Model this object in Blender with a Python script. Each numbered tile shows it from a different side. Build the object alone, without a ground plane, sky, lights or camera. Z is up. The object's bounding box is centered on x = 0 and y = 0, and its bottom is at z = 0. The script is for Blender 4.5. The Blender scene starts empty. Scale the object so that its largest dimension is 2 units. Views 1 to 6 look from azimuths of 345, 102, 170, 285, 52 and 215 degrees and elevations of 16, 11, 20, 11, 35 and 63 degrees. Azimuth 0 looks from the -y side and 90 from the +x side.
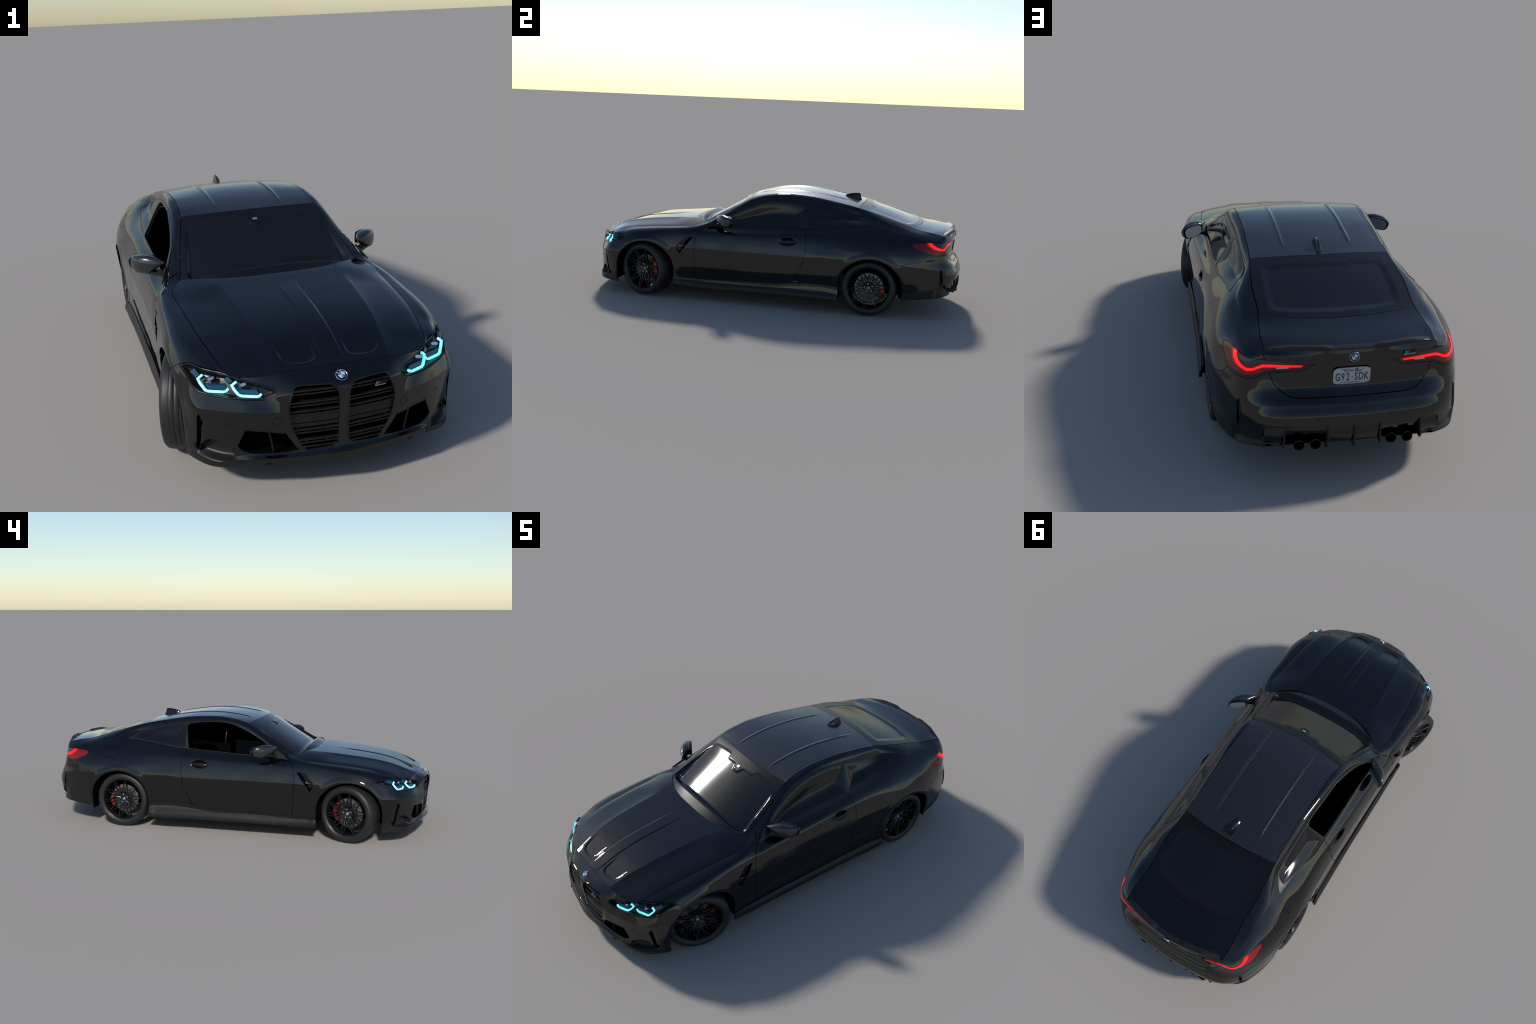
import math
import numpy as np

# =====================================================================
# 1. numeric helpers: splines, triangle meshes, clipping
# =====================================================================

def spline_c2(t, y, q, clamp0=None, clamp1=None):
    """C2 cubic spline through (t, y[n,k]) evaluated at q; optional end slopes."""
    t = np.asarray(t, float); y = np.asarray(y, float); q = np.asarray(q, float)
    n = len(t); h = np.diff(t)
    A = np.zeros((n, n)); b = np.zeros((n, y.shape[1]))
    d = np.diff(y, axis=0) / h[:, None]
    for i in range(1, n - 1):
        A[i, i - 1] = h[i]; A[i, i] = 2 * (h[i - 1] + h[i]); A[i, i + 1] = h[i - 1]
        b[i] = 3 * (h[i] * d[i - 1] + h[i - 1] * d[i])
    if clamp0 is None:
        A[0, 0] = 2; A[0, 1] = 1; b[0] = 3 * d[0]
    else:
        A[0, 0] = 1; b[0] = clamp0(d[0])
    if clamp1 is None:
        A[-1, -1] = 2; A[-1, -2] = 1; b[-1] = 3 * d[-1]
    else:
        A[-1, -1] = 1; b[-1] = clamp1(d[-1])
    m = np.linalg.solve(A, b)
    return hermite(t, y, m, q)


def hermite(t, y, m, q):
    i = np.clip(np.searchsorted(t, q, side='right') - 1, 0, len(t) - 2)
    h = (t[i + 1] - t[i])[:, None]
    s = ((q - t[i])[:, None]) / h
    return ((2 * s**3 - 3 * s**2 + 1) * y[i] + (s**3 - 2 * s**2 + s) * h * m[i]
            + (-2 * s**3 + 3 * s**2) * y[i + 1] + (s**3 - s**2) * h * m[i + 1])


def pchip(t, y, q):
    """shape-preserving C1 spline (no overshoot), y[n,k]."""
    t = np.asarray(t, float); y = np.asarray(y, float); q = np.asarray(q, float)
    flat = y.ndim == 1
    if flat:
        y = y[:, None]
    h = np.diff(t)[:, None]; d = np.diff(y, axis=0) / h
    m = np.zeros_like(y)
    w1 = 2 * h[1:] + h[:-1]; w2 = h[1:] + 2 * h[:-1]
    same = d[:-1] * d[1:] > 0
    with np.errstate(divide='ignore', invalid='ignore'):
        m[1:-1] = np.where(same, (w1 + w2) / (w1 / d[:-1] + w2 / d[1:]), 0)
    m[0] = d[0]; m[-1] = d[-1]
    r = hermite(t, y, m, np.clip(q, t[0], t[-1]))
    return r[:, 0] if flat else r


def smooth01(x):
    x = np.clip(x, 0, 1)
    return x * x * (3 - 2 * x)


class Mesh:
    """triangles with per-vertex normal and surface coordinates (a, v)."""
    def __init__(self, V, F, N=None, A=None):
        self.V = np.asarray(V, float); self.F = np.asarray(F, int)
        self.A = np.zeros((len(self.V), 2)) if A is None else np.asarray(A, float)
        self.N = self.face_normals_to_verts() if N is None else np.asarray(N, float)

    def face_normals_to_verts(self):
        V, F = self.V, self.F
        n = np.cross(V[F[:, 1]] - V[F[:, 0]], V[F[:, 2]] - V[F[:, 0]])
        N = np.zeros_like(V)
        for k in range(3):
            np.add.at(N, F[:, k], n)
        l = np.linalg.norm(N, axis=1, keepdims=True)
        return N / np.maximum(l, 1e-12)

    def renormal(self):
        self.N = self.face_normals_to_verts(); return self

    def sub(self, faces):
        F = self.F[faces]
        used = np.unique(F)
        idx = np.full(len(self.V), -1); idx[used] = np.arange(len(used))
        return Mesh(self.V[used], idx[F], self.N[used], self.A[used])

    def copy(self):
        return Mesh(self.V.copy(), self.F.copy(), self.N.copy(), self.A.copy())

    def mirror(self):
        m = np.array([-1, 1, 1.0])
        return Mesh(self.V * m, self.F[:, ::-1], self.N * m, self.A)

    def offset(self, d):
        return Mesh(self.V + self.N * np.reshape(d, (-1, 1)) if np.ndim(d) else self.V + self.N * d,
                    self.F, self.N, self.A)

    def weld(self, eps=1e-5):
        key = np.round(self.V / eps).astype(np.int64)
        _, first, inv = np.unique(key, axis=0, return_index=True, return_inverse=True)
        inv = inv.ravel()
        N = np.zeros((len(first), 3)); np.add.at(N, inv, self.N)
        N /= np.maximum(np.linalg.norm(N, axis=1, keepdims=True), 1e-12)
        F = inv[self.F]
        ok = (F[:, 0] != F[:, 1]) & (F[:, 1] != F[:, 2]) & (F[:, 0] != F[:, 2])
        return Mesh(self.V[first], F[ok], N, self.A[first])


def join(*ms):
    ms = [m for m in ms if m is not None and len(m.F)]
    o = 0; V = []; F = []; N = []; A = []
    for m in ms:
        V.append(m.V); F.append(m.F + o); N.append(m.N); A.append(m.A); o += len(m.V)
    return Mesh(np.concatenate(V), np.concatenate(F), np.concatenate(N), np.concatenate(A))


def grid_mesh(P, a=None, v=None, flip=False):
    """P[nu, nv, 3] -> Mesh with smooth normals."""
    nu, nv, _ = P.shape
    i, j = np.meshgrid(np.arange(nu - 1), np.arange(nv - 1), indexing='ij')
    q = (i * nv + j).ravel()
    F = np.concatenate([np.stack([q, q + nv, q + nv + 1], 1), np.stack([q, q + nv + 1, q + 1], 1)])
    if flip:
        F = F[:, ::-1]
    A = None
    if a is not None:
        aa, vv = np.meshgrid(a, v, indexing='ij')
        A = np.stack([aa.ravel(), vv.ravel()], 1)
    return Mesh(P.reshape(-1, 3), F, None, A)


def clip(M, f, eps=2e-4):
    """split M along f = 0 -> (part with f<0, part with f>0)."""
    f = np.where(np.abs(f) < eps, 0.0, f)
    s = np.sign(f).astype(int)
    S = s[M.F]
    lo = S.min(1); hi = S.max(1)
    neg = M.F[(hi <= 0) & (lo < 0)]; pos = M.F[(lo >= 0) & (hi > 0)]
    T = M.F[(lo < 0) & (hi > 0)]
    V, N, A = M.V, M.N, M.A
    if len(T):
        ST = s[T]
        E = np.concatenate([T[:, [0, 1]], T[:, [1, 2]], T[:, [2, 0]]])
        E = E[s[E[:, 0]] * s[E[:, 1]] < 0]
        E = np.unique(np.sort(E, 1), axis=0)
        fa = f[E[:, 0]]; fb = f[E[:, 1]]
        t = (fa / (fa - fb))[:, None]
        n0 = len(V)
        V = np.concatenate([V, V[E[:, 0]] * (1 - t) + V[E[:, 1]] * t])
        Nn = N[E[:, 0]] * (1 - t) + N[E[:, 1]] * t
        Nn /= np.maximum(np.linalg.norm(Nn, axis=1, keepdims=True), 1e-12)
        N = np.concatenate([N, Nn])
        A = np.concatenate([A, A[E[:, 0]] * (1 - t) + A[E[:, 1]] * t])
        code = E[:, 0] * n0 + E[:, 1]

        def mid(a, b):
            k = np.minimum(a, b) * n0 + np.maximum(a, b)
            return n0 + np.searchsorted(code, k)
        has0 = (ST == 0).any(1)
        # one vertex on the line
        Z = T[has0]
        if len(Z):
            r = np.argmax(s[Z] == 0, 1)
            k = np.arange(len(Z))
            a, b, c = Z[k, r], Z[k, (r + 1) % 3], Z[k, (r + 2) % 3]
            m = mid(b, c)
            t1 = np.stack([a, b, m], 1); t2 = np.stack([a, m, c], 1)
            bn = s[b] < 0
            neg = np.concatenate([neg, t1[bn], t2[~bn]]); pos = np.concatenate([pos, t1[~bn], t2[bn]])
        Z = T[~has0]
        if len(Z):
            sz = s[Z]
            lone_sign = -np.sign(sz.sum(1))
            r = np.argmax(sz == lone_sign[:, None], 1)
            k = np.arange(len(Z))
            a, b, c = Z[k, r], Z[k, (r + 1) % 3], Z[k, (r + 2) % 3]
            ab = mid(a, b); ac = mid(a, c)
            t1 = np.stack([a, ab, ac], 1); t2 = np.stack([ab, b, c], 1); t3 = np.stack([ab, c, ac], 1)
            an = lone_sign < 0
            neg = np.concatenate([neg, t1[an], t2[~an], t3[~an]])
            pos = np.concatenate([pos, t1[~an], t2[an], t3[an]])
    W = Mesh(V, M.F[:1], N, A)
    out = []
    for F in (neg, pos):
        W.F = F
        out.append(W.sub(np.arange(len(F))) if len(F) else Mesh(np.zeros((0, 3)), np.zeros((0, 3), int), np.zeros((0, 3))))
    return out


def sdf(poly, pts):
    """signed distance to a closed 2-D polygon, negative inside."""
    P = np.asarray(poly, float); Q = np.roll(P, -1, 0)
    pts = np.asarray(pts, float)
    lo = P.min(0); hi = P.max(0)
    pad = 0.06
    d = np.maximum(np.maximum(lo - pts, pts - hi), 0)
    res = np.hypot(d[:, 0], d[:, 1]) + 0.02
    near = ((pts > lo - pad) & (pts < hi + pad)).all(1)
    X = pts[near]
    if len(X):
        best = np.full(len(X), 1e9); ins = np.zeros(len(X), bool)
        for a, b in zip(P, Q):
            e = b - a; w = X - a
            t = np.clip((w @ e) / max(e @ e, 1e-15), 0, 1)
            best = np.minimum(best, ((w - t[:, None] * e)**2).sum(1))
            c = (a[1] > X[:, 1]) != (b[1] > X[:, 1])
            if c.any():
                xi = a[0] + (X[:, 1] - a[1]) * e[0] / (e[1] if abs(e[1]) > 1e-15 else 1e-15)
                ins ^= c & (X[:, 0] < xi)
        r = np.sqrt(best)
        res[near] = np.where(ins, -r, r)
    return res


def rounded(poly, n=2, keep=0.25):
    """corner cutting (Chaikin) of a closed polygon."""
    P = np.asarray(poly, float)
    for _ in range(n):
        Q = np.roll(P, -1, 0)
        P = np.stack([P * (1 - keep) + Q * keep, P * keep + Q * (1 - keep)], 1).reshape(-1, P.shape[1])
    return P


def curve(pts, n=40):
    """smooth open curve through control points."""
    P = np.asarray(pts, float)
    t = np.r_[0, np.cumsum(np.sqrt(np.linalg.norm(np.diff(P, axis=0), axis=1)))]
    return spline_c2(t, P, np.linspace(0, t[-1], n))


# =====================================================================
# 2. the body surface, half a car (x > 0, nose at -y), in metres
#    every station is one cross-section from the bottom edge up to the
#    shut line / pillar / roof edge:
#    bottom, sill, low, crease, upper, shoulder, belt, pillar, top
# =====================================================================
def sec(y, *xz):
    return [(x, y, z) for x, z in xz]

STATIONS = [
    # ---- front face, centre line to corner
    [(0, -.9970, .094), (0, -.984, .113), (0, -.988, .170), (0, -.995, .225), (0, -.998, .255), (0, -.997, .277), (0, -.990, .291), (0, -.971, .304), (0, -.942, .321)],
    [(.080, -.988, .094), (.080, -.979, .111), (.080, -.985, .170), (.080, -.991, .225), (.080, -.994, .255), (.080, -.992, .277), (.080, -.985, .290), (.080, -.968, .303), (.080, -.941, .320)],
    [(.150, -.977, .094), (.150, -.966, .105), (.152, -.978, .170), (.149, -.983, .225), (.147, -.980, .253), (.145, -.976, .275), (.142, -.969, .288), (.141, -.955, .304), (.143, -.937, .319)],
    [(.205, -.964, .093), (.204, -.953, .103), (.206, -.961, .170), (.204, -.965, .226), (.202, -.954, .252), (.200, -.948, .270), (.199, -.943, .282), (.199, -.937, .295), (.200, -.929, .311)],
    [(.264, -.942, .088), (.262, -.937, .112), (.263, -.939, .170), (.260, -.944, .226), (.256, -.934, .255), (.253, -.925, .275), (.251, -.917, .289), (.250, -.912, .299), (.249, -.909, .307)],
    [(.331, -.904, .078), (.328, -.895, .110), (.330, -.897, .170), (.330, -.903, .226), (.320, -.892, .256), (.312, -.885, .277), (.304, -.879, .294), (.297, -.875, .305), (.288, -.872, .315)],
    [(.365, -.856, .076), (.367, -.854, .112), (.369, -.859, .170), (.371, -.865, .224), (.362, -.850, .266), (.354, -.841, .291), (.343, -.835, .309), (.328, -.833, .320), (.297, -.832, .330)],
    [(.384, -.806, .074), (.388, -.808, .120), (.391, -.810, .170), (.391, -.811, .222), (.383, -.804, .265), (.375, -.798, .291), (.363, -.792, .311), (.345, -.788, .328), (.306, -.785, .342)],
    # ---- side, front arch to rear arch
    sec(-.730, (.390, .076), (.396, .124), (.400, .180), (.402, .235), (.399, .280), (.391, .305), (.377, .329), (.352, .346), (.315, .353)),
    sec(-.645, (.392, .078), (.397, .126), (.401, .185), (.404, .245), (.403, .292), (.396, .322), (.381, .346), (.356, .359), (.323, .364)),
    sec(-.550, (.390, .070), (.396, .120), (.400, .188), (.403, .255), (.399, .303), (.391, .335), (.378, .357), (.358, .368), (.329, .373)),
    sec(-.470, (.394, .062), (.393, .115), (.397, .190), (.401, .270), (.395, .313), (.387, .345), (.375, .366), (.358, .375), (.333, .379)),
    sec(-.413, (.397, .063), (.390, .114), (.396, .190), (.400, .277), (.393, .318), (.384, .350), (.370, .373), (.355, .381), (.337, .386)),
    [(.398, -.370, .063), (.388, -.370, .114), (.395, -.370, .190), (.400, -.370, .279), (.391, -.370, .321), (.381, -.370, .354), (.362, -.368, .379), (.346, -.366, .389), (.319, -.366, .396)],
    [(.398, -.330, .064), (.387, -.330, .114), (.395, -.330, .190), (.399, -.330, .279), (.391, -.330, .322), (.380, -.330, .357), (.349, -.331, .3855), (.328, -.330, .401), (.299, -.341, .404)],
    [(.399, -.260, .065), (.386, -.260, .115), (.395, -.260, .190), (.398, -.260, .279), (.390, -.260, .323), (.378, -.260, .360), (.343, -.260, .388), (.318, -.260, .434), (.281, -.265, .449)],
    [(.399, -.184, .065), (.386, -.184, .117), (.394, -.184, .190), (.398, -.184, .279), (.389, -.184, .323), (.377, -.184, .362), (.339, -.184, .3915), (.290, -.184, .480), (.261, -.178, .500)],
    [(.400, -.100, .065), (.388, -.100, .120), (.394, -.100, .190), (.397, -.100, .279), (.389, -.100, .323), (.376, -.100, .364), (.3385, -.100, .397), (.276, -.103, .521), (.242, -.094, .548)],
    [(.400, -.026, .065), (.389, -.026, .122), (.394, -.026, .190), (.397, -.026, .279), (.389, -.026, .323), (.376, -.026, .365), (.338, -.026, .402), (.268, -.026, .548), (.236, -.028, .567)],
    [(.401, .067, .065), (.390, .067, .126), (.394, .067, .190), (.397, .067, .279), (.389, .067, .324), (.376, .067, .368), (.338, .067, .409), (.263, .067, .559), (.2345, .070, .578)],
    [(.404, .200, .066), (.390, .200, .138), (.395, .200, .195), (.398, .200, .279), (.390, .200, .324), (.376, .200, .371), (.338, .200, .417), (.258, .200, .546), (.233, .200, .572)],
    [(.408, .343, .063), (.393, .343, .140), (.398, .343, .198), (.403, .343, .276), (.395, .343, .323), (.378, .343, .374), (.332, .343, .4305), (.2575, .343, .523), (.2335, .343, .551)],
    [(.402, .446, .078), (.397, .446, .135), (.402, .446, .200), (.408, .446, .272), (.402, .446, .320), (.382, .446, .373), (.321, .446, .443), (.2565, .446, .498), (.238, .450, .531)],
    [(.388, .540, .090), (.396, .540, .140), (.404, .540, .200), (.410, .540, .270), (.406, .540, .316), (.386, .540, .366), (.334, .540, .435), (.281, .540, .480), (.2455, .538, .509)],
    [(.388, .620, .095), (.396, .620, .140), (.404, .620, .200), (.409, .620, .266), (.404, .620, .312), (.386, .620, .363), (.352, .620, .412), (.303, .620, .456), (.2495, .622, .485)],
    [(.385, .705, .098), (.391, .705, .140), (.398, .705, .200), (.401, .705, .262), (.395, .705, .310), (.378, .705, .359), (.346, .705, .404), (.301, .705, .438), (.246, .705, .4600)],
    [(.377, .775, .103), (.380, .775, .142), (.383, .778, .200), (.382, .778, .258), (.376, .776, .306), (.363, .775, .350), (.338, .775, .394), (.298, .775, .424), (.252, .775, .4385)],
    [(.355, .848, .108), (.357, .852, .146), (.353, .862, .200), (.350, .862, .252), (.350, .846, .302), (.343, .842, .350), (.324, .846, .390), (.294, .850, .410), (.2575, .850, .4275)],
    # ---- rear face, corner to centre line
    [(.316, .912, .113), (.318, .918, .150), (.316, .925, .206), (.312, .922, .252), (.307, .909, .302), (.304, .902, .350), (.294, .900, .386), (.274, .904, .402), (.2565, .906, .4150)],
    [(.250, .953, .118), (.258, .956, .155), (.260, .967, .212), (.256, .956, .257), (.250, .933, .305), (.247, .923, .346), (.244, .922, .384), (.242, .922, .400), (.240, .9120, .4160)],
    [(.180, .974, .119), (.182, .978, .155), (.182, .986, .215), (.178, .970, .261), (.173, .938, .307), (.171, .937, .346), (.168, .941, .382), (.167, .942, .402), (.165, .935, .4220)],
    [(.090, .984, .120), (.090, .988, .155), (.090, .995, .217), (.090, .979, .262), (.086, .946, .308), (.084, .948, .346), (.082, .953, .382), (.081, .954, .403), (.080, .950, .4235)],
    [(0, .988, .120), (0, .991, .155), (0, .998, .218), (0, .982, .262), (0, .949, .308), (0, .951, .346), (0, .957, .382), (0, .958, .404), (0, .953, .4245)],
]
STN = np.array(STATIONS, float)
STN[12:22, 1, 0] += .002      # lower door stands almost upright
STN[12:22, 2, 0] += .004
NS, NR = STN.shape[:2]
# perimeter coordinate a of the stations: mean chord over the middle rails
_ch = np.linalg.norm(np.diff(STN[:, 1:7], axis=0), axis=2).mean(1)
A_ST = np.r_[0, np.cumsum(_ch)]
A_END = A_ST[-1]
# vertical coordinate v of the rails
V_RAIL = np.r_[0, np.cumsum(np.linalg.norm(np.diff(STN[9:24], axis=1), axis=2).mean(0))]


def rails_at(a):
    """all rails evaluated at perimeter coordinates a -> [len(a), NR, 3]"""
    out = np.zeros((len(a), NR, 3))
    flat = lambda d: d * np.array([1, 0, 0])
    for r in range(NR):
        if r < 7:
            out[:, r] = spline_c2(A_ST, STN[:, r], a, flat, flat)
        else:
            out[:, r] = pchip(A_ST, STN[:, r], a)
    out[np.abs(a) < 1e-9, :, 0] = 0
    out[np.abs(a - A_END) < 1e-9, :, 0] = 0
    return out


def crease_weight(a):
    """where the fourth rail is a crisp line: nose and door, not the arches"""
    return np.interp(a, [0, .36, .43, .76, .84, 1.46, 1.545, 3], [1, 1, 0, 0, 1, 1, 0, 0])


def side_points(a, v):
    R = rails_at(a)
    P = np.zeros((len(a), len(v), 3))
    w = crease_weight(a)
    lo = v <= V_RAIL[3]
    for i in range(len(a)):
        P[i] = pchip(V_RAIL, R[i], v)
        if w[i] > 0:
            Q = np.concatenate([pchip(V_RAIL[:4], R[i][:4], v[lo]), pchip(V_RAIL[3:], R[i][3:], v[~lo])])
            P[i] = P[i] * (1 - w[i]) + Q * w[i]
    # the roof rail and rear pillar are a little convex above the windows
    t = np.clip((v - V_RAIL[7]) / (V_RAIL[8] - V_RAIL[7]), 0, 1)[None]
    b = .0045 * np.sin(np.pi * t) * np.interp(a, [1.05, 1.2, 1.9, 2.0], [0, 1, 1, 0])[:, None]
    P[..., 0] += b * .75
    P[..., 2] += b * .6
    return P

# =====================================================================
# 3. Blender helpers
# =====================================================================
import bpy, bmesh
from mathutils import Vector, Matrix

X_SHIFT = 0.006          # the car's middle plane stands here
ROOT = bpy.data.objects.new("sports_coupe", None)
bpy.context.scene.collection.objects.link(ROOT)
ROOT.location = (X_SHIFT, 0, 0)
ROOT.empty_display_size = 0.2
ROOT["label"] = "glossy black two-door sports coupe with carbon roof"
ROOT["category"] = "car"


def link(name, me, mat, parent=None, loc=None):
    ob = bpy.data.objects.new(name, me)
    bpy.context.scene.collection.objects.link(ob)
    ob.parent = parent or ROOT
    if loc is not None:
        ob.location = loc
    if mat is not None:
        for m in (mat if isinstance(mat, (list, tuple)) else [mat]):
            me.materials.append(m)
    return ob


def bl_mesh(name, V, F, N=None):
    me = bpy.data.meshes.new(name)
    F = np.asarray(F)
    me.vertices.add(len(V)); me.vertices.foreach_set("co", np.asarray(V, np.float32).ravel())
    k = F.shape[1]
    me.loops.add(F.size); me.loops.foreach_set("vertex_index", F.astype(np.int32).ravel())
    me.polygons.add(len(F))
    me.polygons.foreach_set("loop_start", np.arange(0, F.size, k, dtype=np.int32))
    me.update(calc_edges=True)
    me.validate()
    if N is not None and len(me.vertices) == len(N):
        me.polygons.foreach_set("use_smooth", np.ones(len(me.polygons), bool))
        me.normals_split_custom_set_from_vertices(np.asarray(N, np.float32).tolist())
    return me


def border(F):
    """directed border edges of a triangle list"""
    E = np.concatenate([F[:, [0, 1]], F[:, [1, 2]], F[:, [2, 0]]]).astype(np.int64)
    n = E.max() + 1
    code = E[:, 0] * n + E[:, 1]; rev = E[:, 1] * n + E[:, 0]
    return E[~np.isin(code, rev)]


def shell(M, thick, inner=True):
    """outer skin + rim wall + inner skin, own vertices for each"""
    B = border(M.F)
    Vi = M.V - M.N * thick
    parts = [(M.V, M.F, M.N)]
    if len(B):
        a, b = B[:, 0], B[:, 1]
        n = len(B)
        W = np.concatenate([M.V[a], M.V[b], Vi[b], Vi[a]])
        i = np.arange(n)
        F = np.concatenate([np.stack([i + n, i, i + 3 * n], 1), np.stack([i + n, i + 3 * n, i + 2 * n], 1)])
        fn = np.cross(M.V[a] - M.V[b], Vi[a] - M.V[b])
        fn /= np.maximum(np.linalg.norm(fn, axis=1, keepdims=True), 1e-12)
        parts.append((W, F, np.concatenate([fn] * 4)))
    if inner:
        parts.append((Vi, M.F[:, ::-1], -M.N))
    V = []; F = []; N = []; o = 0
    for v, f, nn in parts:
        V.append(v); F.append(f + o); N.append(nn); o += len(v)
    return np.concatenate(V), np.concatenate(F), np.concatenate(N)


def panel(name, M, mat, parent=None, thick=0.006):
    V, F, N = shell(M, thick)
    return link(name, bl_mesh(name, V, F, N), mat, parent)


def skin(name, M, mat, parent=None):
    return link(name, bl_mesh(name, M.V, M.F, M.N), mat, parent)


def recess(name, M, direction, depth, mat, parent=None):
    """pocket behind a hole: walls along direction and a floor"""
    d = np.asarray(direction, float); d = d / np.linalg.norm(d) * depth
    B = border(M.F); a, b = B[:, 0], B[:, 1]; n = len(B); i = np.arange(n)
    W = np.concatenate([M.V[a], M.V[b], M.V[b] + d, M.V[a] + d])
    F = np.concatenate([np.stack([i, i + n, i + 2 * n], 1), np.stack([i, i + 2 * n, i + 3 * n], 1)])
    V = np.concatenate([W, M.V + d]); F = np.concatenate([F, M.F + 4 * n])
    return link(name, bl_mesh(name, V, F), mat, parent)


def sharp(me, deg=35):
    me.polygons.foreach_set("use_smooth", np.ones(len(me.polygons), bool))
    me.set_sharp_from_angle(angle=math.radians(deg))
    return me


def from_bm(name, bm, deg=35):
    me = bpy.data.meshes.new(name)
    bm.normal_update(); bm.to_mesh(me); bm.free()
    return sharp(me, deg)


def prism(name, pts, vec, bevel=0.0, deg=35):
    """closed polygon (3-D points) extruded along vec"""
    bm = bmesh.new()
    f = bm.faces.new([bm.verts.new(p) for p in pts])
    r = bmesh.ops.extrude_face_region(bm, geom=[f])
    bmesh.ops.translate(bm, verts=[v for v in r['geom'] if isinstance(v, bmesh.types.BMVert)], vec=vec)
    bmesh.ops.recalc_face_normals(bm, faces=bm.faces)
    if bevel:
        bmesh.ops.bevel(bm, geom=list(bm.edges), offset=bevel, segments=2, affect='EDGES', clamp_overlap=True)
    return from_bm(name, bm, deg)


def box_mesh(name, c, size, axes=None, bevel=0.001):
    ax = np.eye(3) if axes is None else np.asarray(axes, float)
    c = np.asarray(c, float); s = np.asarray(size, float) / 2
    p = [c + ax[0] * s[0] * i + ax[1] * s[1] * j - ax[2] * s[2] for i, j in ((-1, -1), (1, -1), (1, 1), (-1, 1))]
    return prism(name, [tuple(q) for q in p], tuple(ax[2] * s[2] * 2), bevel)


def lathe(profile, n=72, axis=0):
    """profile [(axial, radius)] around the local x axis -> V, F quads"""
    pr = np.asarray(profile, float); m = len(pr)
    th = np.linspace(0, 2 * np.pi, n, endpoint=False)
    V = np.zeros((n, m, 3))
    V[:, :, 0] = pr[:, 0]
    V[:, :, 1] = np.cos(th)[:, None] * pr[:, 1]
    V[:, :, 2] = np.sin(th)[:, None] * pr[:, 1]
    i, j = np.meshgrid(np.arange(n), np.arange(m - 1), indexing='ij')
    i2 = (i + 1) % n
    F = np.stack([i * m + j, i * m + j + 1, i2 * m + j + 1, i2 * m + j], -1).reshape(-1, 4)
    return V.reshape(-1, 3), F


def lathe_mesh(name, profile, n=72, deg=30):
    V, F = lathe(profile, n)
    return sharp(bl_mesh(name, V, F), deg)


def sweep(path, section, up=None, closed=False, scale=None):
    """sweep a closed 2-D section along a 3-D path -> V, F quads (capped by fans left open)"""
    P = np.asarray(path, float); n = len(P)
    if closed:
        T = np.roll(P, -1, 0) - np.roll(P, 1, 0)
    else:
        T = np.gradient(P, axis=0)
    T /= np.maximum(np.linalg.norm(T, axis=1, keepdims=True), 1e-12)
    U = np.asarray(up, float) if up is not None else np.array([0, 0, 1.0])
    U = np.broadcast_to(U, P.shape)
    S = np.cross(T, U); S /= np.maximum(np.linalg.norm(S, axis=1, keepdims=True), 1e-12)
    W = np.cross(S, T)
    sec2 = np.asarray(section, float); m = len(sec2)
    sc = np.ones(n) if scale is None else np.asarray(scale, float)
    V = P[:, None] + sc[:, None, None] * (S[:, None] * sec2[None, :, :1] + W[:, None] * sec2[None, :, 1:2])
    r = n if closed else n - 1
    i, j = np.meshgrid(np.arange(r), np.arange(m), indexing='ij')
    i2 = (i + 1) % n; j2 = (j + 1) % m
    F = np.stack([i * m + j, i * m + j2, i2 * m + j2, i2 * m + j], -1).reshape(-1, 4)
    return V.reshape(-1, 3), F, m


def sweep_mesh(name, path, section, up=None, closed=False, scale=None, deg=35):
    V, F, m = sweep(path, section, up, closed, scale)
    F = F.tolist()
    if not closed:
        F.append(list(range(m))); F.append(list(range(len(V) - m, len(V)))[::-1])
    me = bpy.data.meshes.new(name)
    me.from_pydata(V.tolist(), [], F); me.update()
    bm = bmesh.new(); bm.from_mesh(me); bmesh.ops.recalc_face_normals(bm, faces=bm.faces)
    bm.to_mesh(me); bm.free()
    return sharp(me, deg)


def ring(r, n=10):
    t = np.linspace(0, 2 * np.pi, n, endpoint=False)
    return np.stack([np.cos(t) * r, np.sin(t) * r], 1)


def rect(w, h):
    return np.array([(-w, -h), (w, -h), (w, h), (-w, h)]) / 2


def text_points(txt, size, extrude=0.0, bold=0.0):
    cu = bpy.data.curves.new("lettering", 'FONT')
    cu.body = txt; cu.size = size; cu.extrude = extrude
    cu.offset = bold; cu.align_x = 'CENTER'; cu.align_y = 'CENTER'; cu.resolution_u = 3
    ob = bpy.data.objects.new("lettering", cu)
    bpy.context.scene.collection.objects.link(ob)
    dg = bpy.context.evaluated_depsgraph_get()
    me = bpy.data.meshes.new_from_object(ob.evaluated_get(dg))
    bpy.data.objects.remove(ob); bpy.data.curves.remove(cu)
    return me


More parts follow.
